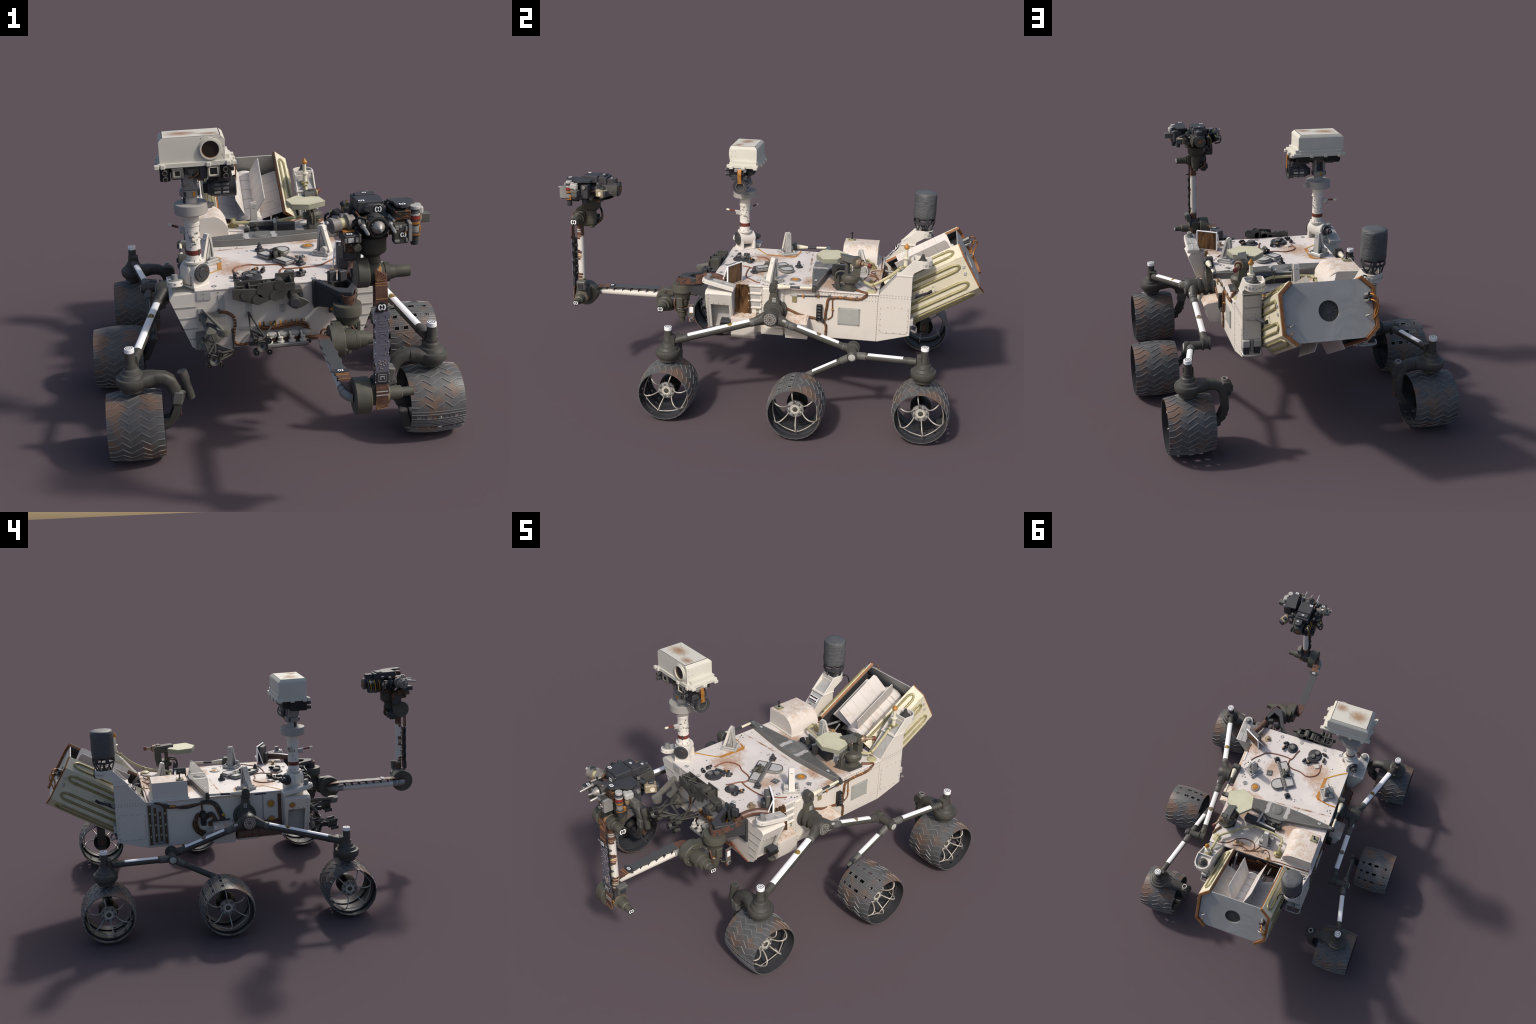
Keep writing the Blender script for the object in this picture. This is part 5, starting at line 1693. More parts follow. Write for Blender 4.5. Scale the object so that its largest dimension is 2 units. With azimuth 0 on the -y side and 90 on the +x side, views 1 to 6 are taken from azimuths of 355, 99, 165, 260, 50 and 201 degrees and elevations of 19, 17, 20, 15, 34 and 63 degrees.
# ================================================================== GENERATOR
GO, ga, gu = V((0, .926, .671)), V((0, -.866, -.5)), V((0, -.5, .866))


def g(x, t, h):
    return GO + X * x + ga * t + gu * h


core = B("fin_enamel")
core.lathe(g(0, .020, 0), ga, [(0, .050), (.012, .062), (.020, .064), (.045, .064), (.050, .058), (.275, .058), (.280, .062), (.300, .062), (.312, .052), (.325, .020)], "fin_enamel", 40)
for t in (.09, .15, .21, .27):
    core.ring(g(0, t, 0), ga, .0590, .056, .0025, "seam_grey", 40)
core.lathe(g(0, .325, 0), ga, [(0, .05), (.02, .05), (.03, .03)], "charcoal", 24)
core.box(g(0, .34, -.03), (.10, .05, .05), frame(ga), "charcoal", .006)
for k in range(9):
    core.tube([g(-.04 + .01 * k, .30, -.05 + .008 * (k % 4)), g(-.05 + .014 * k, .36, -.03), g(-.06 + .016 * k, .40, -.02 + .01 * (k % 3))], .004, "bare_grey" if k % 2 else "charcoal", 6)
gen = core.done("generator", root)
for i in range(8):
    a = math.radians(22.5 + 45 * i)
    b = B("fin_enamel")
    e, q = X * math.cos(a) + gu * math.sin(a), X * -math.sin(a) + gu * math.cos(a)
    c = GO + e * .110
    Rf = M((e, q, ga)).transposed()
    b.prism([GO + e * r + ga * t + q * -.0015 for r, t in ((.056, .045), (.150, .045), (.166, .052), (.166, .310), (.056, .310))], q * .003, "fin_enamel", .0005)
    for t in (.105, .165, .225, .275):
        b.box(c + ga * t, (.110, .0036, .0012), Rf, "seam_grey", 0)
    b.done("cooling_fin", gen)

octo = [(.148, .130), (.200, .082), (.200, -.082), (.148, -.130)]
inn = [(.1395, .1205), (.187, .0765), (.187, -.0765), (.1395, -.1205)]
for s in (1, -1):
    b = B("cork_brown")
    T0, T1 = -.012, .378
    sec = [(s * x, h) for x, h in octo] + [(s * x, h) for x, h in reversed(inn)]
    b.loft([[g(x, t, h) for x, h in sec] for t in (T0, T1)], "cork_brown")
    # inner liner
    li = [(s * (x - .0005), h * .995) for x, h in inn] + [(s * (x - .0025), h * .98) for x, h in reversed(inn)]
    b.loft([[g(x, t, h) for x, h in li] for t in (T0 + .012, T1 - .004)], "charcoal")
    facets = [(octo[0], octo[1], 1), (octo[1], octo[2], 2), (octo[2], octo[3], 1)]
    for (p, q, nu) in facets:
        P0, P1 = V((s * p[0], 0, p[1])), V((s * q[0], 0, q[1]))

        def gp(f, t, lift):
            x, h = P0.x + (P1.x - P0.x) * f, P0.z + (P1.z - P0.z) * f
            n2 = V((s * abs(P1.z - P0.z), 0, (P1.x - P0.x) * s * (1 if P0.z > P1.z else -1)))
            n2 = V((s * (P0.z - P1.z), 0, s * (P1.x - P0.x))).normalized()
            if n2.x * s < 0:
                n2 = -n2
            return g(x + n2.x * lift, t, h + n2.z * lift)
        b.loft([[gp(0, t, -.001), gp(1, t, -.001), gp(1, t, .0022), gp(0, t, .0022)] for t in (T0 + .006, T1 - .001)], "panel_cream")
        us = [(.22, .66)] if nu == 1 else [(.12, .30), (.66, .86)]
        for (f0, f1) in us:
            fm = (f0 + f1) / 2
            path = [gp(f0, .345, .0035)] + [gp(f0, t, .0035) for t in (.25, .15, .07)] + [gp(f0 + (fm - f0) * .25, .040, .0035), gp(fm, .028, .0035), gp(f1 - (f1 - fm) * .25, .040, .0035)] + [gp(f1, t, .0035) for t in (.07, .15, .25, .345)]
            b.tube(path, .0060, "pipe_gold", 10, 4)
            if nu == 2 and f0 < .2 or nu == 1:
                pass
            for f in (f0, f1):
                w = .0135
                for t in (.05, .075):
                    c = gp(f, t, .004)
                    nrm = (gp(f, t, .01) - gp(f, t, 0)).normalized()
                    b.box(c, (w, .013, .007), M((ga.cross(nrm), ga, nrm)).transposed(), "pipe_gold" if t > .06 else "pipe_cream", .002)
                b.box(gp(f, .335, .004), (w, .014, .008), M((ga.cross(nrm), ga, nrm)).transposed(), "pipe_gold", .002)
            # painted stripe under the tube
            for f in (f0, f1):
                b.loft([[gp(f - .045, t, .0024), gp(f + .045, t, .0024), gp(f + .045, t, .0028), gp(f - .045, t, .0028)] for t in (.06, .35)], "stripe_gold")
        if nu == 2:
            b.loft([[gp(.39, t, .002), gp(.61, t, .002), gp(.60, t, .006), gp(.40, t, .006)] for t in (.165, .245)], "panel_cream")
            for t in (.178, .232):
                for f in (.43, .57):
                    b.cyl(gp(f, t, .005), gp(f, t, .008), .003, None, "bare_grey", 8)
            b.cyl(gp(.52, .205, .012), gp(.50, .33, .010), .003, .0045, "charcoal", 8)
            b.cyl(gp(.52, .19, .010), gp(.52, .215, .014), .007, .004, "black_rubber", 10)
            for f, t in ((.28, .012), (.47, .02)):
                b.box(gp(f, t, .004), (.006, .012, .014), None, "pale_grey", .001)
    b.done("heat_shell", gen)

# end cover: octagon with a round port
b = B("end_cover")
oc = [(.141, .119), (.185, .079), (.185, -.079), (.141, -.119), (-.141, -.119), (-.185, -.079), (-.185, .079), (-.141, .119)]
N = 64
outer, inner = [], []
for i in range(N):
    a = 2 * math.pi * i / N
    dx, dh = math.cos(a), math.sin(a)
    best = 9
    for k in range(8):
        (xa, ha), (xb, hb2) = oc[k], oc[(k + 1) % 8]
        den = dx * (hb2 - ha) - dh * (xb - xa)
        if abs(den) > 1e-9:
            t = (xa * (hb2 - ha) - ha * (xb - xa)) / den
            sg = (xa * dh - ha * dx) / den
            if t > 0 and -1e-6 <= sg <= 1 + 1e-6:
                best = min(best, t)
    outer.append((dx * best, dh * best))
    inner.append((dx * .0425, dh * .0425))
rings = []
for (pts, t) in ((outer, .0045), (outer, 0), (inner, 0), (inner, .012)):
    rings.append([g(x, t, h) for x, h in pts])
rings.append([g(x, .0045, h) for x, h in inner])
rings.append(rings[0])
b.loft(rings, "end_cover", False)
b.lathe(g(0, .016, 0), -ga, [(-.004, .05), (0, .05), (.004, .043), (.005, .016), (.009, .014), (.009, .002)], "dark_grey", 36)
for i in range(12):
    a = 2 * math.pi * i / 12
    e = X * math.cos(a) + gu * math.sin(a)
    b.box(g(0, .0105, 0) + e * .029, (.022, .002, .003), M((e, ga.cross(e), ga)).transposed(), "mid_grey", 0)
b.ring(g(0, .010, 0), -ga, .0185, .0165, .0015, "mid_grey", 24)
# cable connector on the left edge
for h in (.052, .028):
    b.cyl(g(-.160, 0, h), g(-.166, -.032, h), .0085, .0075, "bare_grey", 14)
    b.cyl(g(-.166, -.032, h), g(-.167, -.040, h), .006, None, "black_rubber", 12)
    b.tube([g(-.167, -.040, h), g(-.178, -.056, h - .01), g(-.192, -.050, h - .03), g(-.192, -.022, h - .055), g(-.178, -.004, -.05)], .003, "copper_bright")
b.box(g(-.165, -.004, .04), (.03, .008, .05), frame(ga), "charcoal", .002)
b.tube([g(-.150, -.003, -.032), g(-.165, -.012, -.030), g(-.178, -.004, -.026)], .003, "steel")
b.tube([g(.150, -.003, -.042), g(.163, -.010, -.052), g(.168, -.003, -.050), g(.175, -.004, -.046)], .0025, "steel")
b.tube([g(.155, -.003, -.072), g(.162, -.008, -.080), g(.165, -.002, -.09)], .002, "amber", 6)
b.done("end_cover", gen)
# cradle rods to the body
b = B("bare_grey")
for s in (1, -1):
    b.cyl(g(s * .10, .33, -.09), (s * .12, .528, .40), .006, None, "bare_grey", 8)
    b.cyl(g(s * .12, .30, .02), (s * .13, .528, .545), .006, None, "bare_grey", 8)
    b.cyl(g(s * .19, .33, -.02), (s * .212, .60, .50), .008, None, "charcoal", 8)
    b.cyl(g(s * .16, .34, -.10), (s * .18, .528, .37), .008, None, "charcoal", 8)
b.done("cradle_rod", gen)

# ================================================================== WRAPPED CAN ANTENNA
b = B("wrapped_fabric")
cc = V((-.255, .708, 0))
n = 48
rings = []
rnd = random.Random(9)
ph = [rnd.uniform(0, 6.28) for _ in range(6)]
for z, r in ((.800, .0525), (.806, .0545), (.830, .0555), (.855, .0545), (.88, .0550), (.905, .0545), (.915, .0538), (.923, .0520), (.927, .047), (.9285, .030), (.929, .004)):
    ring = []
    for i in range(n):
        a = 2 * math.pi * i / n
        w = .0010 * math.sin(3 * a + z * 90 + ph[0]) + .0008 * math.sin(7 * a - z * 140 + ph[1]) + .0005 * math.sin(11 * a + z * 210 + ph[2])
        ring.append(cc + V(((r + w) * math.cos(a), (r + w) * math.sin(a), z + (.0015 * math.sin(5 * a + ph[3]) if z < .81 else 0))))
    rings.append(ring)
b.loft(rings, "wrapped_fabric")
can = b.done("can_antenna", root, 60)
b = B("charcoal")
b.ring(cc + Z * .772, Z, .0530, .0500, .010, "charcoal", 36)
b.cyl(cc + Z * .792, cc + Z * .804, .052, None, "black_rubber", 32)
for i in range(6):
    a = 2 * math.pi * (i + .3) / 6
    e = V((math.cos(a), math.sin(a), 0))
    b.box(cc + e * .0515 + Z * .787, (.003, .018, .026), rotm(0, 0, math.degrees(a)), "charcoal", .001)
for i in range(3):
    for o in (-1, 1):
        a = 2 * math.pi * i / 3 + .9
        p = cc + V((.051 * math.cos(a + o * .75), .051 * math.sin(a + o * .75), .774))
        q = cc + V((.034 * math.cos(a + o * .06), .034 * math.sin(a + o * .06), .718))
        b.cyl(p, q, .0034, None, "charcoal", 7)
    b.box(cc + V((.035 * math.cos(a), .035 * math.sin(a), .722)), (.012, .012, .010), rotm(0, 0, math.degrees(a)), "charcoal", .002)
b.lathe(cc + Z * .718, Z, [(0, .018), (.006, .018), (.010, .010), (.024, .010), (.028, .006), (.042, .005)], "dark_grey", 16)
b.tube([cc + V((.02, .02, .72)), cc + V((.055, .04, .735)), cc + V((.066, .05, .69)), cc + V((.06, .02, .64))], .003, "black_rubber")
b.done("can_mount", can)

# ================================================================== ROBOTIC ARM
b = B("charcoal")
# triangular bracket that carries the shoulder
b.prism([(.130, -.268, .574), (.150, -.268, .574), (.150, -.268, .47), (.136, -.268, .465), (.130, -.268, .48)], (0, -.010, 0), "charcoal", .001)
ap = [(.136, -.268), (.160, -.268), (.205, -.360), (.240, -.375), (.262, -.330), (.250, -.268), (.275, -.268), (.280, -.345), (.248, -.420), (.205, -.408)]
b.plate(ap, .552, .572, "charcoal", .002)
b.prism([(.136, -.270, .552), (.136, -.270, .47), (.222, -.40, .505), (.222, -.40, .552)], (.006, 0, 0), "charcoal", .001)
b.prism([(.268, -.268, .556), (.268, -.268, .475), (.252, -.400, .505), (.262, -.400, .552)], (.006, 0, 0), "charcoal", .001)
b.prism([(.210, -.395, .552), (.262, -.395, .552), (.262, -.395, .505), (.210, -.395, .505)], (0, -.025, 0), "charcoal", .003)
b.cyl((.195, -.30, .535), (.195, -.30, .575), .010, None, "charcoal", 12)
b.tube([(.145, -.273, .56), (.152, -.276, .52), (.160, -.29, .49), (.168, -.30, .478)], .0025, "gold_yellow", 6)
b.tube([(.206, -.282, .56), (.21, -.284, .51), (.203, -.287, .47)], .0025, "gold_yellow", 6)
b.box((.170, -.30, .482), (.012, .008, .016), rotm(0, 20, 0), "gold_yellow", .003)
b.box((.200, -.288, .461), (.016, .008, .014), rotm(0, 30, 0), "gold_yellow", .003)
for p in ((.2, -.29, .59), (.236, -.30, .592)):
    b.box(p, (.030, .02, .04), rotm(0, 0, 20), "charcoal", .003)
b.box((.235, -.268, .50), (.09, .012, .12), None, "charcoal", .002)
arm = b.done("robotic_arm", root)

b = B("olive_grey")
q = V((.231, -.410, 0))
b.lathe(q, Z, [(.338, .011), (.342, .0125), (.36, .0135), (.362, .019), (.384, .022), (.388, .026), (.40, .027), (.403, .020), (.415, .021), (.420, .029), (.445, .031), (.455, .030), (.458, .036), (.470, .039), (.488, .046), (.492, .0505), (.524, .0505), (.529, .049), (.529, .024)], "olive_grey", 36)
b.ring(q + Z * .4035, Z, .0245, .018, .006, "pale_grey", 26)
b.ring(q + Z * .410, Z, .0255, .018, .004, "amber", 26)
b.ring(q + Z * .529, Z, .0245, .022, .004, "charcoal", 28)
b.ball(q + Z * .531, .0155, "head_enamel", 18, .55)
b.box(q + V((.036, -.004, .442)), (.014, .030, .05), None, "olive_grey", .003)
b.box(q + V((-.030, -.02, .445)), (.02, .03, .04), None, "charcoal", .003)
for k in range(8):
    a = k * .8
    b.box(q + V((.031 * math.cos(a), .031 * math.sin(a), .449)), (.010, .010, .014), rotm(0, 0, math.degrees(a)), "dark_grey", .002)
b.tube([q + V((.028, .0, .47)), q + V((.034, .01, .43)), q + V((.026, .012, .395))], .005, "wire_bundle")
b.tube([q + V((.0, -.03, .47)), q + V((.02, -.034, .43)), q + V((.016, -.026, .39))], .004, "tape_brown")
# camera calibration strip hung at the side
b.box((.258, -.358, .400), (.008, .030, .070), rotm(0, 0, 8), "mid_grey", .002)
b.box((.2625, -.358, .408), (.002, .018, .030), rotm(0, 0, 8), "stark_white", 0)
for k, c in enumerate(("red_gloss", "pipe_gold", "indigo")):
    b.box((.2627, -.365 + .007 * k, .4275), (.002, .005, .007), rotm(0, 0, 8), c, 0)
b.box((.2627, -.358, .392), (.002, .008, .005), rotm(0, 0, 8), "amber", 0)
b.box((.258, -.358, .358), (.010, .030, .030), rotm(0, 0, 8), "tape_brown", .003)
b.cyl((.262, -.357, .358), (.2655, -.3565, .358), .0105, None, "pale_grey", 18)
b.cyl((.2655, -.3565, .358), (.2665, -.3565, .358), .0092, None, "charcoal", 18)
b.cyl((.235, -.38, .36), (.256, -.362, .36), .004, None, "olive_grey", 8)
b.done("shoulder_column", arm)


def sector(b, c, r, a0, a1):
    """brown quarter-round patch with pale radial seams, facing -y"""
    c = V(c)
    pts = [c] + [c + V((r * math.cos(a), 0, r * math.sin(a))) for a in [math.radians(a0 + (a1 - a0) * k / 8) for k in range(9)]]
    b.prism(pts, -Y * .005, "tape_brown")
    for k in range(5):
        a = math.radians(a0 + (a1 - a0) * k / 4)
        e = V((math.cos(a), 0, math.sin(a)))
        b.box(c + e * r * .55 - Y * .0052, (.8 * r, .0012, .0010), rotm(0, -math.degrees(a), 0), "tan_line", 0)


def joint(b, c, r_disc, x0, x1, motor, bands, flat=None):
    """disc housing across x plus a stepped motor on the +x side"""
    c = V(c)
    y, z = c.y, c.z
    b.lathe((x0, y, z), X, [(0, r_disc - .003), (.003, r_disc), (x1 - x0 - .003, r_disc), (x1 - x0, r_disc - .003)], "olive_grey", 36)
    b.lathe((x1, y, z), X, motor, "olive_grey", 26)
    for t, r, w, m in bands:
        b.lathe((x1 + t, y, z), X, [(0, r), (w, r)], m, 26)
    xe = x1 + motor[-1][0]
    re = motor[-1][1]
    marker(b, (xe, y, z), X, Z, re * .96, True)


b = B("olive_grey")
joint(b, (0, -.492, .425), .0570, .149, .200, [(0, .034), (.008, .036), (.040, .036), (.044, .033), (.052, .033), (.054, .030), (.078, .029), (.080, .022), (.100, .0205), (.104, .0175), (.131, .0165)], [(.041, .0365, .006, "olive_grey")])
b.loft([[V((x, y, z)) for y, z in ((-.49, .481), (-.435, .478), (-.430, .40), (-.49, .385))] for x in (.166, .197)], "olive_grey")
b.box((.205, -.43, .435), (.045, .05, .05), None, "olive_grey", .006)
b.box((.222, -.455, .430), (.03, .03, .045), None, "charcoal", .005)
for k in range(7):
    a = k * .9
    b.box((.203, -.492 + .044 * math.cos(a), .425 + .044 * math.sin(a)), (.008, .012, .012), rotm(math.degrees(a)), "dark_grey", .002)
b.done("shoulder_joint", arm)

b = B("olive_grey")
joint(b, (0, -.906, .4245), .0575, .149, .199, [(0, .030), (.004, .030), (.006, .034), (.034, .034), (.037, .031), (.060, .030), (.062, .0215), (.098, .0205), (.102, .0145), (.136, .0140)], [(.040, .0315, .018, "brass_dust"), (.046, .0320, .006, "amber")])
b.box((.218, -.905, .440), (.044, .064, .056), None, "olive_grey", .006)
b.loft([[V(p) for p in ((.200, -.935, .435), (.256, -.935, .435), (.256, -.875, .435), (.200, -.875, .435))],
        [V(p) for p in ((.206, -.929, .470), (.252, -.929, .470), (.252, -.883, .470), (.206, -.883, .470))],
        [V(p) for p in ((.210, -.925, .482), (.248, -.925, .482), (.248, -.889, .482), (.210, -.889, .482))]], "charcoal")
b.box((.262, -.900, .492), (.026, .044, .046), rotm(0, 12, 0), "mid_grey", .004)
b.box((.276, -.902, .490), (.004, .026, .026), rotm(0, 12, 0), "charcoal", .001)
b.ribbon([(.230, -.938, .484), (.230, -.944, .462), (.230, -.945, .430), (.232, -.944, .405)], .036, .004, -Y, "tape_brown", 5)
for z in (.452, .440):
    b.box((.230, -.9470, z), (.036, .002, .003), None, "pale_grey", 0)
# fan-shaped patch
sector(b, (.211, -.9405, .392), .038, 8, 88)
b.done("elbow_joint", arm)

b = B("olive_grey")
joint(b, (0, -.905, .8225), .0440, .162, .198, [(0, .024), (.004, .026), (.034, .027), (.036, .024)], [])
b2 = b
b.lathe((.234, -.907, .820), X, [(0, .027), (.010, .027), (.012, .029), (.026, .029), (.028, .022), (.040, .021), (.042, .0190), (.0875, .0182)], "olive_grey", 26)
b.lathe((.222, -.907, .820), X, [(0, .0272), (.013, .0276)], "brass_dust", 26)
b.lathe((.227, -.907, .820), X, [(0, .0278), (.005, .0280)], "amber", 26)
marker(b, (.3215, -.907, .820), X, Z, .0170, True)
b.box((.212, -.885, .800), (.050, .050, .045), None, "olive_grey", .008)
b.box((.180, -.865, .795), (.034, .050, .050), None, "charcoal", .008)
b.lathe((.222, -.853, .772), Z, [(0, .011), (.002, .0125), (.016, .013), (.018, .020), (.030, .0235), (.050, .0245), (.052, .026), (.070, .027), (.072, .024), (.085, .025), (.090, .030)], "olive_grey", 26)
for k in range(6):
    b.box((.196 - .006 * (k % 2), -.850 + .008 * k - .02, .80 + .012 * (k % 3)), (.016, .012, .016), None, "black_rubber" if k % 2 else "dark_grey", .003)
b.cyl((.185, -.84, .80), (.160, -.84, .80), .014, None, "charcoal", 14)
b.tube([(.20, -.83, .79), (.18, -.815, .81), (.175, -.82, .85), (.185, -.83, .87)], .005, "wire_bundle")
b.done("wrist_joint", arm)

# upper arm: pale tube under a scalloped cable shelf
b = B("white_enamel")
b.tube([(.152, -.492, .422), (.136, -.498, .423), (.129, -.520, .424), (.129, -.56, .424)], .0168, "bare_grey", 16)
b.cyl((.129, -.55, .4240), (.129, -.850, .4225), .0162, None, "white_enamel", 24)
b.tube([(.129, -.84, .4225), (.130, -.875, .4225), (.138, -.898, .4225), (.152, -.906, .4225)], .0168, "bare_grey", 16)
rnd = random.Random(4)
for y in (-.575, -.615, -.655, -.695, -.735, -.775, -.815):
    b.box((.129, y, .4385), (.026, .004, .012), None, "charcoal", .001)
for y in (-.525, -.54, -.555, -.85, -.865, -.88):
    b.lathe((.129, y, .4235), Y, [(0, .0172), (.004, .0172)], "pale_grey" if int(-y * 1000) % 2 else "bare_grey", 16)
b.done("upper_arm", arm)


def scallop(n, L, w, rnd):
    """outline of a wavy-edged strip, length along +u"""
    left, right = [], []
    for i in range(n + 1):
        t = i / n
        k = w / 2 + .004 * (1 if (i // 4) % 2 else -.6) * math.sin(i * math.pi / 4) ** 2 + rnd.uniform(-.0006, .0006)
        left.append((t * L, k))
        right.append((t * L, -k * .97))
    return left + right[::-1]


b = B("charcoal")
out = scallop(32, .235, .044, random.Random(21))
b.prism([V((.124 + .006 * (u / .235) + w, -.545 - u, .4575 - .006 * u / .235)) for u, w in out], Z * .003, "shelf_grey", .0005)
b.prism([V((.124 + .006 * (u / .235) + w * .93, -.545 - u, .4553 - .006 * u / .235)) for u, w in out], Z * .002, "black_rubber")
b.ribbon([(.139, -.478, .436), (.132, -.492, .452), (.127, -.512, .457), (.125, -.547, .4588)], .040, .003, Z, "tape_brown", 5)
b.ribbon([(.131, -.778, .4540), (.136, -.82, .452), (.143, -.86, .449), (.152, -.892, .444), (.164, -.912, .436)], .040, .003, Z, "tape_brown", 5)
for y in (-.805, -.815, -.845):
    b.box((.134, y, .4545), (.042, .002, .002), None, "tan_line", 0)
for y in (-.57, -.61, -.65, -.69, -.73, -.77):
    b.box((.130, y, .4475), (.026, .006, .014), None, "charcoal", .001)
b.plate([(.100, -.790), (.114, -.801), (.132, -.803), (.150, -.799), (.170, -.788), (.150, -.777), (.132, -.773), (.114, -.776)], .455, .457, "charcoal")
marker(b, (.133, -.788, .457), Z, -Y, .0115, True)
b.done("cable_shelf", arm)

# forearm
b = B("white_enamel")
FX, FY = .229, -.908
b.cyl((FX, FY, .478), (FX, FY, .785), .0158, None, "white_enamel", 24)
for z0, z1, m in ((.478, .512, "tape_brown"), (.512, .518, "brass_dust"), (.735, .790, "tape_brown"), (.730, .735, "brass_dust")):
    b.cyl((FX, FY, z0), (FX, FY, z1), .0164, None, m, 24)
rnd = random.Random(14)


def strap(z, h, a0, a1, m):
    rows = []
    for zz in (z, z + h):
        arc = [V((FX + .0168 * math.cos(a0 + (a1 - a0) * k / 8), FY + .0168 * math.sin(a0 + (a1 - a0) * k / 8), zz)) for k in range(9)]
        inn = [V((FX + .015 * math.cos(a0 + (a1 - a0) * k / 8), FY + .015 * math.sin(a0 + (a1 - a0) * k / 8), zz)) for k in range(8, -1, -1)]
        rows.append(arc + inn)
    b.loft(rows, m)


for z, h, m in ((.520, .012, "tape_brown"), (.535, .010, "copper_wire"), (.612, .010, "tape_brown"), (.624, .006, "copper_wire"), (.634, .005, "amber"), (.644, .012, "tape_brown"), (.655, .007, "tape_brown"), (.715, .010, "tape_brown"), (.727, .006, "copper_wire")):
    strap(z, h, -3.4 + rnd.uniform(-.2, .2), .35 + rnd.uniform(-.5, .3), m)
for z in (.76, .75, .505, .49):
    strap(z, .006, -1.4, .4, "pale_grey")
b.done("forearm", arm)
b = B("slate_blue")
out = scallop(32, .190, .044, random.Random(31))
b.prism([V((.230 + w, -.9440, .520 + u)) for u, w in out], -Y * .003, "slate_blue", .0005)
b.prism([V((.230 + w * .85, -.934, .515 + u * 1.04)) for u, w in out], -Y * .0095, "black_rubber", .001)
for z in (.545, .58, .615, .65, .685):
    for k in (-1, 1):
        b.cyl((.230 + k * .0195, -.947, z), (.230 + k * .0195, -.9485, z), .0016, None, "pale_grey", 8)
    b.box((FX, -.928, z), (.03, .02, .006), None, "charcoal", .001)
b.box((.229, -.943, .499), (.046, .012, .042), None, "charcoal", .002)
square_tag(b, (.230, -.9495, .499), -Y, Z, .0155)
for k in (-1, 1):
    for z in (.486, .512):
        b.cyl((.230 + k * .0205, -.949, z), (.230 + k * .0205, -.9505, z), .0016, None, "pale_grey", 8)
b.ribbon([(.230, -.943, .712), (.230, -.946, .73), (.230, -.946, .77), (.230, -.943, .79), (.230, -.938, .815), (.230, -.925, .838)], .036, .0035, -Y, "tape_brown", 5)
for z in (.752, .793, .80):
    b.box((.230, -.948 if z < .78 else -.9435, z), (.036, .002, .0018), None, "tan_line", 0)
sector(b, (.213, -.9395, .806), .032, 8, 88)
b.prism([(.195, -.9465, .727), (.214, -.9465, .733), (.230, -.9465, .744), (.246, -.9465, .733), (.267, -.9465, .725), (.246, -.9465, .721), (.230, -.9465, .711), (.214, -.9465, .721)], -Y * .0025, "charcoal", .0005)
b.cyl((.230, -.9485, .7275), (.230, -.9500, .7275), .0165, None, "charcoal", 24)
for k in (-1, 1):
    for dz in (-.002, .002):
        b.box((.230 + k * .025, -.9493, .7275 + dz), (.020, .0008, .0009), rotm(0, k * dz * -3000, 0), "pale_grey", 0)
marker(b, (.230, -.9500, .7275), -Y, Z, .0150, True)
panel = b.done("forearm_panel", arm)


def lettering(word, loc, size, name, parent, mat):
    cu = bpy.data.curves.new(name, "FONT")
    cu.body = word
    cu.size = size
    cu.align_x, cu.align_y = "CENTER", "CENTER"
    cu.dimensions = "3D"
    cu.fill_mode = "NONE" if False else "FULL"
    cu.extrude = .0004
    cu.offset = .0012
    ob = bpy.data.objects.new(name, cu)
    bpy.context.scene.collection.objects.link(ob)
    bpy.context.view_layer.update()
    me = bpy.data.meshes.new_from_object(ob.evaluated_get(bpy.context.evaluated_depsgraph_get()))
    bpy.data.objects.remove(ob)
    me.materials.clear()
    me.materials.append(MATS[mat])
    o2 = bpy.data.objects.new(name, me)
    bpy.context.scene.collection.objects.link(o2)
    o2.parent = parent
    return o2


word = "CURIOSITY"
widths = [1.0, 1.0, 1.0, .55, 1.0, 1.0, .55, 1.0, 1.0]
zc = .7045
pitch = .1385 / sum(widths)
for ch, wd in zip(word, widths):
    zc -= pitch * wd / 2
    o = lettering(ch, None, .030, "letter", panel, "tan_ink")
    R = M((-Z, X, -Y)).transposed()
    S = M.Diagonal(V((.66, 1.18, 1)))
    o.matrix_local = M.Translation(V((.2305, -.9476, zc))) @ (R @ S).to_4x4()
    zc -= pitch * wd / 2
b = B("tan_ink")
for pts in ([(.220, .556), (.226, .552), (.222, .546), (.229, .540), (.224, .533), (.227, .527)], [(.238, .558), (.243, .553), (.239, .547), (.244, .541)], [(.231, .553), (.236, .548), (.232, .541), (.238, .536)], [(.219, .547), (.223, .543)], [(.228, .530), (.233, .527)]):
    b.tube([(x, -.9474, z) for x, z in pts], .0009, "tan_ink", 8)
b.done("panel_line_art", panel)

# brown cable chain from the body to the shoulder
b = B("tape_brown")
def belt(pts, z0s, h, th):
    pts = spline([(x, y, z) for (x, y), z in zip(pts, z0s)], 4)
    rings = []
    for i, p in enumerate(pts):
        d = (pts[min(i + 1, len(pts) - 1)] - pts[max(i - 1, 0)])
        d.z = 0
        n_ = d.cross(Z).normalized() * (th / 2)
        rings.append([p + n_, p - n_, p - n_ + Z * h, p + n_ + Z * h])
    b.loft(rings, "tape_brown")
    return pts


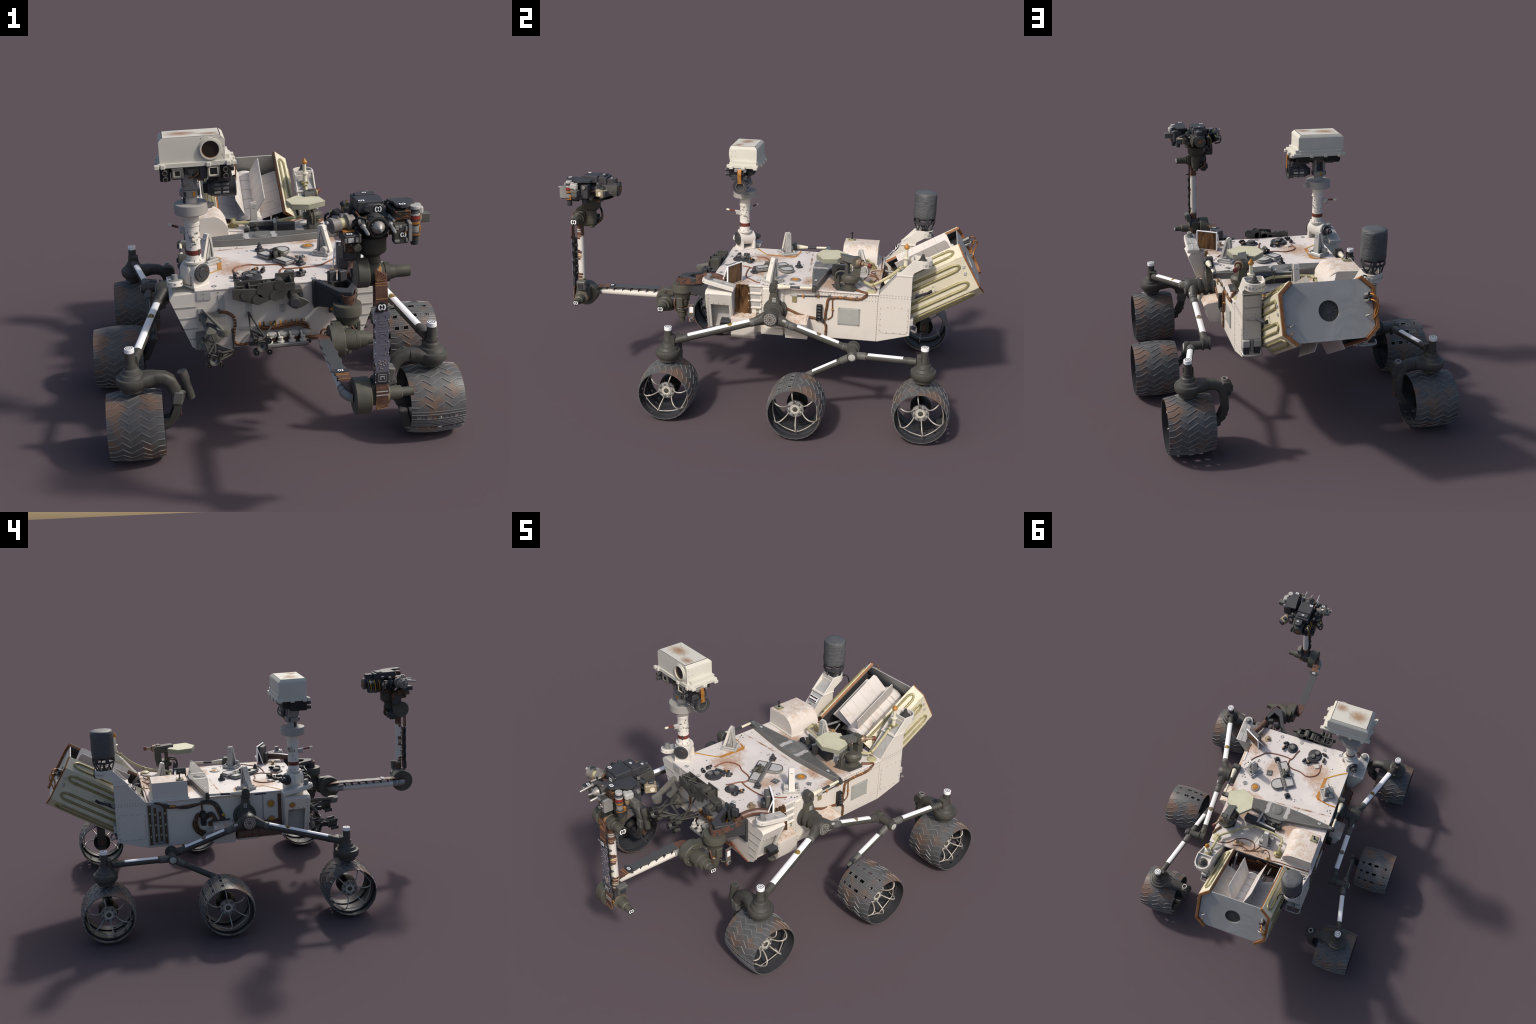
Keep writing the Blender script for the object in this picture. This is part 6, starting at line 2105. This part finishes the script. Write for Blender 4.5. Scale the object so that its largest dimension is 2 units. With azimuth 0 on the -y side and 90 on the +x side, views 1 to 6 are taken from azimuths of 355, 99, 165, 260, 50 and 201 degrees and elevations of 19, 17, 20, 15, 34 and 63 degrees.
belt([(.213, -.408), (.220, -.425), (.240, -.432), (.256, -.420), (.266, -.392), (.273, -.352), (.276, -.330)], [.530, .530, .530, .531, .535, .540, .545], .030, .004)
belt([(.276, -.332), (.278, -.315), (.276, -.300), (.268, -.288)], [.545, .548, .552, .556], .044, .006)
b.tube([(.268, -.292, .585), (.275, -.262, .590), (.290, -.225, .592), (.310, -.195, .590), (.32, -.180, .585)], .016, "tape_brown", 12)
for x, y, z in ((.247, -.431, .546), (.266, -.392, .551), (.2745, -.345, .558), (.279, -.316, .575)):
    for sg in (-1, 1):
        b.cyl((x - .004 + .004, y - .012, z - .012 * sg), (x + .008, y + .012, z + .012 * sg), .0011, None, "charcoal", 5)
b.done("cable_chain", arm)

# ================================================================== TURRET
b = B("dark_grey")
tc = V((.222, -.852, 0))
b.lathe(tc + Z * .858, Z, [(0, .020), (.003, .030), (.012, .042), (.016, .044), (.052, .044), (.060, .040), (.062, .015)], "turret_grey", 36)
b.cyl(tc + Z * .91, tc + Z * .985, .034, None, "black_rubber", 24)
b.cyl((.222, -.935, .970), (.222, -.735, .970), .029, None, "charcoal", 24)
b.box((.222, -.84, .965), (.110, .150, .045), None, "black_rubber", .010)
b.span((.165, -.90, .95), (.285, -.78, .985), "charcoal", .010)
b.plate([(.19, -.80), (.252, -.80), (.245, -.715), (.195, -.715)], .955, .998, "charcoal", .004)
b.prism([(.262, -.795, .992), (.255, -.712, .992), (.262, -.712, .945), (.275, -.795, .955)], (-.008, 0, 0), "dark_grey", .002)
b.prism([(.180, -.80, .985), (.175, -.725, .985), (.165, -.725, .930), (.165, -.80, .930)], (.012, 0, 0), "black_rubber", .002)
turret = b.done("turret", arm)

b = B("charcoal")
b.span((.176, -.879, .995), (.254, -.807, 1.0295), "charcoal", .0025)
pts = [(.190, 1.004), (.208, .996), (.238, .985), (.248, .993), (.252, 1.006), (.249, 1.018), (.238, 1.024), (.205, 1.024), (.192, 1.016)]
b.prism([(x, -.879, z) for x, z in pts], (0, -.011, 0), "charcoal", .004)
b.span((.176, -.8055, .990), (.252, -.764, 1.0245), "charcoal", .0025)
b.span((.184, -.803, 1.02), (.245, -.776, 1.031), "charcoal", .0015)
pl = [(.205, -.763), (.205, -.735), (.212, -.724), (.224, -.719), (.237, -.724), (.245, -.735), (.247, -.763)]
b.plate(pl, .985, 1.0185, "charcoal", .002)
b.cyl((.236, -.729, 1.0185), (.236, -.729, 1.0195), .0022, None, "pale_grey", 8)
marker(b, (.190, -.866, 1.0297), Z, -Y, .0115)
marker(b, (.214, -.788, 1.0312), Z, -Y, .0080)
marker(b, (.230, -.746, 1.0187), Z, -Y, .0080)
marker(b, (.234, -.8905, 1.008), -Y, Z, .0130)
b.bolts([(.249, -.879, 1.016)], -Y, .003)
b.done("rock_drill_cover", turret)

b = B("dark_grey")
b.ring((.222, -.925, .970), -Y, .031, .0235, .018, "dark_grey", 30)
b.ring((.222, -.940, .970), -Y, .0262, .0222, .006, "black_rubber", 30)
b.lathe((.222, -.932, .970), -Y, [(0, .0215), (.006, .0215), (.010, .019), (.014, .019), (.022, .0155), (.032, .0085), (.036, .004), (.050, .0035), (.053, .002)], "drill_steel", 28)
for i in range(12):
    a = 2 * math.pi * i / 12
    b.box((.222 + .020 * math.cos(a), -.941, .970 + .020 * math.sin(a)), (.003, .006, .003), rotm(0, -math.degrees(a), 0), "bare_grey", .0005)
for k in range(8):
    a = 2 * math.pi * k / 8 + .3
    b.box((.222 + .029 * math.cos(a), -.932, .970 + .029 * math.sin(a)), (.008, .016, .006), rotm(0, -math.degrees(a), 0), "wire_bundle" if k % 2 else "dark_grey", .001)
b.done("rock_drill", turret)
for s, xb, xt in ((-1, .179, .182), (1, .259, .258)):
    b = B("steel")
    b.lathe((xb, -.930, .976), V((xt - xb, -.069, -.008)), [(0, .0078), (.014, .0078), (.016, .0052), (.064, .0048), (.068, .0035), (.0695, .001)], "steel", 14)
    b.box((xb, -.925, .978), (.016, .030, .016), rotm(10), "charcoal", .003)
    b.cyl((xb + s * .010, -.94, .985), (xb + s * .004, -.90, .990), .004, None, "steel", 10)
    b.cyl((xb + s * -.008, -.948, .958), (xb + s * -.008, -.920, .958), .0022, None, "steel", 8)
    b.done("drill_prong", turret)

# sensor shield plate on the right
b = B("charcoal")
pl = [(.273, -.825), (.322, -.823), (.334, -.842), (.345, -.862), (.340, -.880), (.322, -.905), (.318, -.922), (.308, -.938), (.290, -.940), (.278, -.928), (.278, -.890), (.276, -.855)]
b.loft([[V((x, y, 1.011 + (.012 if y < -.88 else (.004 if y < -.84 else 0)) * .8 + o)) for x, y in pl] for o in (0, .007)], "charcoal")
marker(b, (.296, -.924, 1.0278), Z, -Y, .0120)
b.span((.268, -.905, .962), (.325, -.835, 1.010), "black_rubber", .004)
b.span((.272, -.940, .985), (.318, -.90, 1.012), "wire_bundle", .002)
b.span((.268, -.935, .955), (.305, -.895, .99), "wire_bundle", .003)
b.span((.300, -.86, .940), (.345, -.825, 1.004), "charcoal", .004)
b.cyl((.338, -.842, .995), (.352, -.842, .994), .0075, None, "bare_grey", 12)
b.cyl((.318, -.850, .91), (.318, -.850, .955), .010, None, "charcoal", 14)
b.done("sensor_shield", turret)
b = B("bare_grey")
b.lathe((.334, -.917, .903), Z, [(0, .0105), (.002, .0115), (.024, .0115), (.028, .016), (.036, .0165), (.038, .0125), (.060, .0130), (.062, .0155), (.098, .0155), (.100, .0135), (.106, .0135), (.107, .0145), (.113, .0140), (.115, .012)], "charcoal", 22)
for z, h, m, r in ((.966, .008, "copper_bright", .0158), (.980, .012, "red_gloss", .0157), (.990, .008, "pale_grey", .0157), (.942, .018, "bare_grey", .0133), (.933, .004, "copper_bright", .0168)):
    b.lathe((.334, -.917, z), Z, [(0, r), (h, r)], m, 22)
b.lathe((.334, -.917, 1.010), Z, [(0, .0146), (.008, .0140), (.0095, .0128), (.0095, .003)], "pale_grey", 20)
b.span((.345, -.905, .985), (.365, -.868, 1.012), "pale_grey", .006)
b.cyl((.352, -.88, .985), (.352, -.88, 1.013), .010, None, "pale_grey", 14)
b.cyl((.347, -.897, 1.0), (.347, -.897, 1.0165), .008, None, "pale_grey", 14)
b.lathe((.352, -.895, .962), Z, [(0, .006), (.012, .010), (.020, .009)], "brass_dust", 12)
b.box((.350, -.906, .945), (.010, .010, .022), None, "copper_bright", .002)
b.span((.338, -.888, .957), (.389, -.862, .984), "mid_grey", .002)
b.span((.330, -.90, .935), (.352, -.85, .965), "charcoal", .004)
b.prism([(.318, -.905, .92), (.345, -.905, .93), (.345, -.905, .955), (.318, -.905, .96)], (0, .03, 0), "black_rubber", .002)
b.done("brush_motor", turret)

b = B("cream_white")
Rm = rotm(0, 0, -28)
c = V((.316, -.768, .966))
b.box(c, (.036, .046, .034), Rm, "cream_box", .003)
b.box(c + Rm @ V((-.004, .004, .020)), (.020, .022, .012), Rm, "charcoal", .003)
b.lathe(c + Rm @ V((.018, .006, 0)), Rm @ X, [(0, .0095), (.003, .0095), (.003, .0065)], "cream_white", 20)
b.lathe(c + Rm @ V((.018, .006, 0)), Rm @ X, [(0, .0065), (.0015, .0062)], "black_rubber", 18)
b.bolts([c + Rm @ V((.018, y, z)) for y in (-.016, .019) for z in (-.012, .012)], Rm @ X, .002, .001, "pale_grey")
b.lathe(c + Rm @ V((.0, -.023, 0)), Rm @ -Y, [(0, .011), (.002, .011), (.0025, .008)], "charcoal", 18)
b.box(c + Rm @ V((0, .028, 0)), (.030, .012, .028), Rm, "charcoal", .003)
b.cyl((.285, -.79, .985), (.305, -.778, .985), .009, None, "charcoal", 12)
b.cyl((.272, -.775, .945), (.290, -.770, .950), .008, None, "mid_grey", 10)
b.cyl((.276, -.800, .998), (.283, -.790, .998), .008, None, "mid_grey", 10)
b.done("hand_lens_camera", turret)

b = B("charcoal")
b.lathe((.222, -.720, .967), Y, [(-.03, .026), (0, .030), (.008, .031), (.010, .028), (.011, .012)], "dark_grey", 32)
b.lathe((.222, -.710, .967), Y, [(0, .0095), (.003, .0090), (.004, .004)], "cork_brown", 18)
for i in range(11):
    a = 2 * math.pi * i / 11
    b.cyl((.222 + .0225 * math.cos(a), -.7105, .967 + .0225 * math.sin(a)), (.222 + .0225 * math.cos(a), -.7085, .967 + .0225 * math.sin(a)), .0022, None, "bare_grey", 8)
b.box((.206, -.709, .973), (.022, .002, .005), rotm(0, 20, 0), "cork_brown", .001)
b.prism([(.257, -.712, .99), (.265, -.712, .955), (.262, -.712, .94), (.25, -.712, .955)], (0, -.05, 0), "dark_grey", .002)
for k in range(7):
    b.tube([(.176 - .002 * k, -.722 - .012 * k, .994), (.160, -.724 - .012 * k, .975), (.162, -.728 - .012 * k, .945), (.175, -.73 - .012 * k, .935)], .0026, "gold_yellow" if k % 2 else "olive_grey", 6)
b.box((.168, -.745, .982), (.006, .03, .012), rotm(0, 30, 20), "pale_grey", .001)
b.span((.165, -.79, .925), (.20, -.725, .945), "charcoal", .003)
b.bolts([(.165, y, .935) for y in (-.735, -.75, -.765)], -X, .003, .001, "pale_grey")
b.plate([(.195, -.765), (.285, -.795), (.292, -.80), (.29, -.785), (.25, -.755), (.205, -.745)], .922, .926, "black_rubber", .001)
b.done("ring_bearing", turret)

b = B("mid_grey")
ax_ = V((-.058, -.020, -.004)).normalized()
p = V((.143, -.884, .975))
b.lathe(p, ax_, [(-.02, .018), (-.004, .018), (-.003, .0265), (.006, .0265), (.008, .018), (.010, .0160), (.026, .0160), (.028, .0235), (.054, .0235), (.056, .021), (.057, .006)], "warm_grey", 28)
b.lathe(p + ax_ * .0095, ax_, [(0, .0165), (.017, .0165)], "pipe_cream", 26)
b.cyl(p + ax_ * .056 + Z * .008, p + ax_ * .070 + Z * .014, .003, .006, "pale_grey", 10)
b.cyl(p + ax_ * .056 - Z * .006, p + ax_ * .066 - Z * .002, .003, None, "bare_grey", 8)
b.done("soil_spool", turret)

b = B("charcoal")
b.box((.142, -.925, .943), (.046, .060, .022), rotm(0, 0, 8), "charcoal", .002)
b.box((.140, -.905, .9555), (.036, .030, .004), rotm(0, 0, 8), "copper_bright", .001)
marker(b, (.139, -.938, .9547), Z, -Y, .0110)
for x, w in ((.125, .006), (.140, .018), (.158, .008)):
    b.box((x, -.9545 + .12 * (x - .14), .941), (w, .004, .014), rotm(0, 0, 8), "pale_insert" if w > .01 else "bare_grey", .001)
b.box((.165, -.915, .94), (.016, .06, .028), None, "mid_grey", .003)
b.lathe((.161, -.949, .914), Y, [(0, .0105), (.002, .0115), (.040, .0120), (.05, .016), (.09, .018)], "olive_grey", 20)
b.box((.145, -.90, .915), (.03, .05, .05), None, "wire_bundle", .005)
b.box((.148, -.875, .885), (.04, .045, .055), None, "charcoal", .006)
b.box((.145, -.865, .90), (.03, .035, .045), None, "wire_bundle", .005)
b.done("sieve_box", turret)

b = B("mid_grey")
b.span((.262, -.968, .924), (.302, -.938, .980), "dark_grey", .002)
marker(b, (.288, -.9685, .951), -Y, Z, .0110)
for x, z, w, h in ((.270, .972, .010, .012), (.297, .968, .006, .014), (.270, .933, .014, .008), (.298, .935, .006, .012), (.280, .975, .008, .008)):
    b.box((x, -.969, z), (w, .004, h), None, "bare_grey", .001)
b.box((.294, -.970, .958), (.004, .003, .004), None, "amber", 0)
b.prism([(.303, -.972, .930), (.303, -.934, .930), (.303, -.934, .978), (.303, -.948, .988), (.303, -.972, .984)], (.010, 0, 0), "bare_grey", .001)
b.done("dust_box", turret)

b = B("charcoal")
Rm = rotm(0, 0, 40) @ rotm(30, 0, 0)
b.box((.128, -.812, .965), (.030, .044, .046), Rm, "black_rubber", .004)
b.box((.142, -.83, .972), (.040, .010, .040), Rm, "charcoal", .002)
b.lathe((.122, -.800, .972), Rm @ V((-.5, .8, .2)), [(0, .013), (.006, .013), (.007, .008)], "gold_dull", 18)
b.cyl((.118, -.795, .974), (.115, -.789, .976), .007, None, "bare_grey", 12)
b.box((.112, -.806, .982), (.010, .010, .010), Rm, "gold_dull", .001)
b.box((.105, -.798, .960), (.010, .010, .012), Rm, "gold_dull", .001)
b.tube([(.106, -.812, .985), (.095, -.795, .97), (.102, -.785, .945), (.125, -.80, .935)], .004, "charcoal")
b.lathe((.155, -.842, .99), V((-.2, .2, 1)), [(0, .010), (.014, .010), (.017, .006)], "charcoal", 14)
b.lathe((.152, -.80, 1.0), V((-.5, .2, 1)), [(0, .009), (.012, .009), (.015, .005)], "charcoal", 14)
b.box((.107, -.895, .985), (.022, .020, .026), rotm(0, 0, -25), "charcoal", .003)
marker(b, (.1035, -.9065, .985), (-.35, -1, 0), Z, .0085)
b.cyl((.122, -.888, .975), (.128, -.884, 1.0), .006, None, "bare_grey", 10)
b.cyl((.131, -.886, .978), (.137, -.882, 1.0), .005, None, "bare_grey", 10)
b.done("spectrometer_port", turret)

# cable runs and small fittings packed round the turret
rnd = random.Random(17)
b = B("wire_bundle")
for k in range(26):
    a = rnd.uniform(0, 6.28)
    r0, r1 = rnd.uniform(.03, .05), rnd.uniform(.045, .072)
    z = rnd.uniform(.925, .992)
    pts = [(.222 + r0 * math.cos(a), -.855 + r0 * 1.2 * math.sin(a), z), (.222 + r1 * math.cos(a + .4), -.855 + r1 * 1.2 * math.sin(a + .4), z + rnd.uniform(-.02, .015)), (.222 + r1 * math.cos(a + .9), -.855 + r1 * 1.2 * math.sin(a + .9), z + rnd.uniform(-.02, .015)), (.222 + r0 * math.cos(a + 1.3), -.855 + r0 * 1.2 * math.sin(a + 1.3), z)]
    b.tube(pts, rnd.uniform(.0018, .0034), rnd.choice(("black_rubber", "copper_wire", "charcoal", "black_rubber", "wire_bundle")), 6, 4)
for k in range(34):
    a = rnd.uniform(0, 6.28)
    r = rnd.uniform(.045, .064)
    s_ = rnd.uniform(.008, .018)
    b.box((.222 + r * math.cos(a), -.855 + r * 1.25 * math.sin(a), rnd.uniform(.93, .99)), (s_, s_ * rnd.uniform(.6, 1.2), s_ * rnd.uniform(.6, 1.3)), rotm(0, 0, math.degrees(a) + rnd.uniform(-20, 20)), rnd.choice(("black_rubber", "charcoal", "charcoal", "mid_grey", "bare_grey", "wire_bundle")), .0015)
b.done("turret_harness", turret, kind="stuff")
bpy.context.view_layer.update()
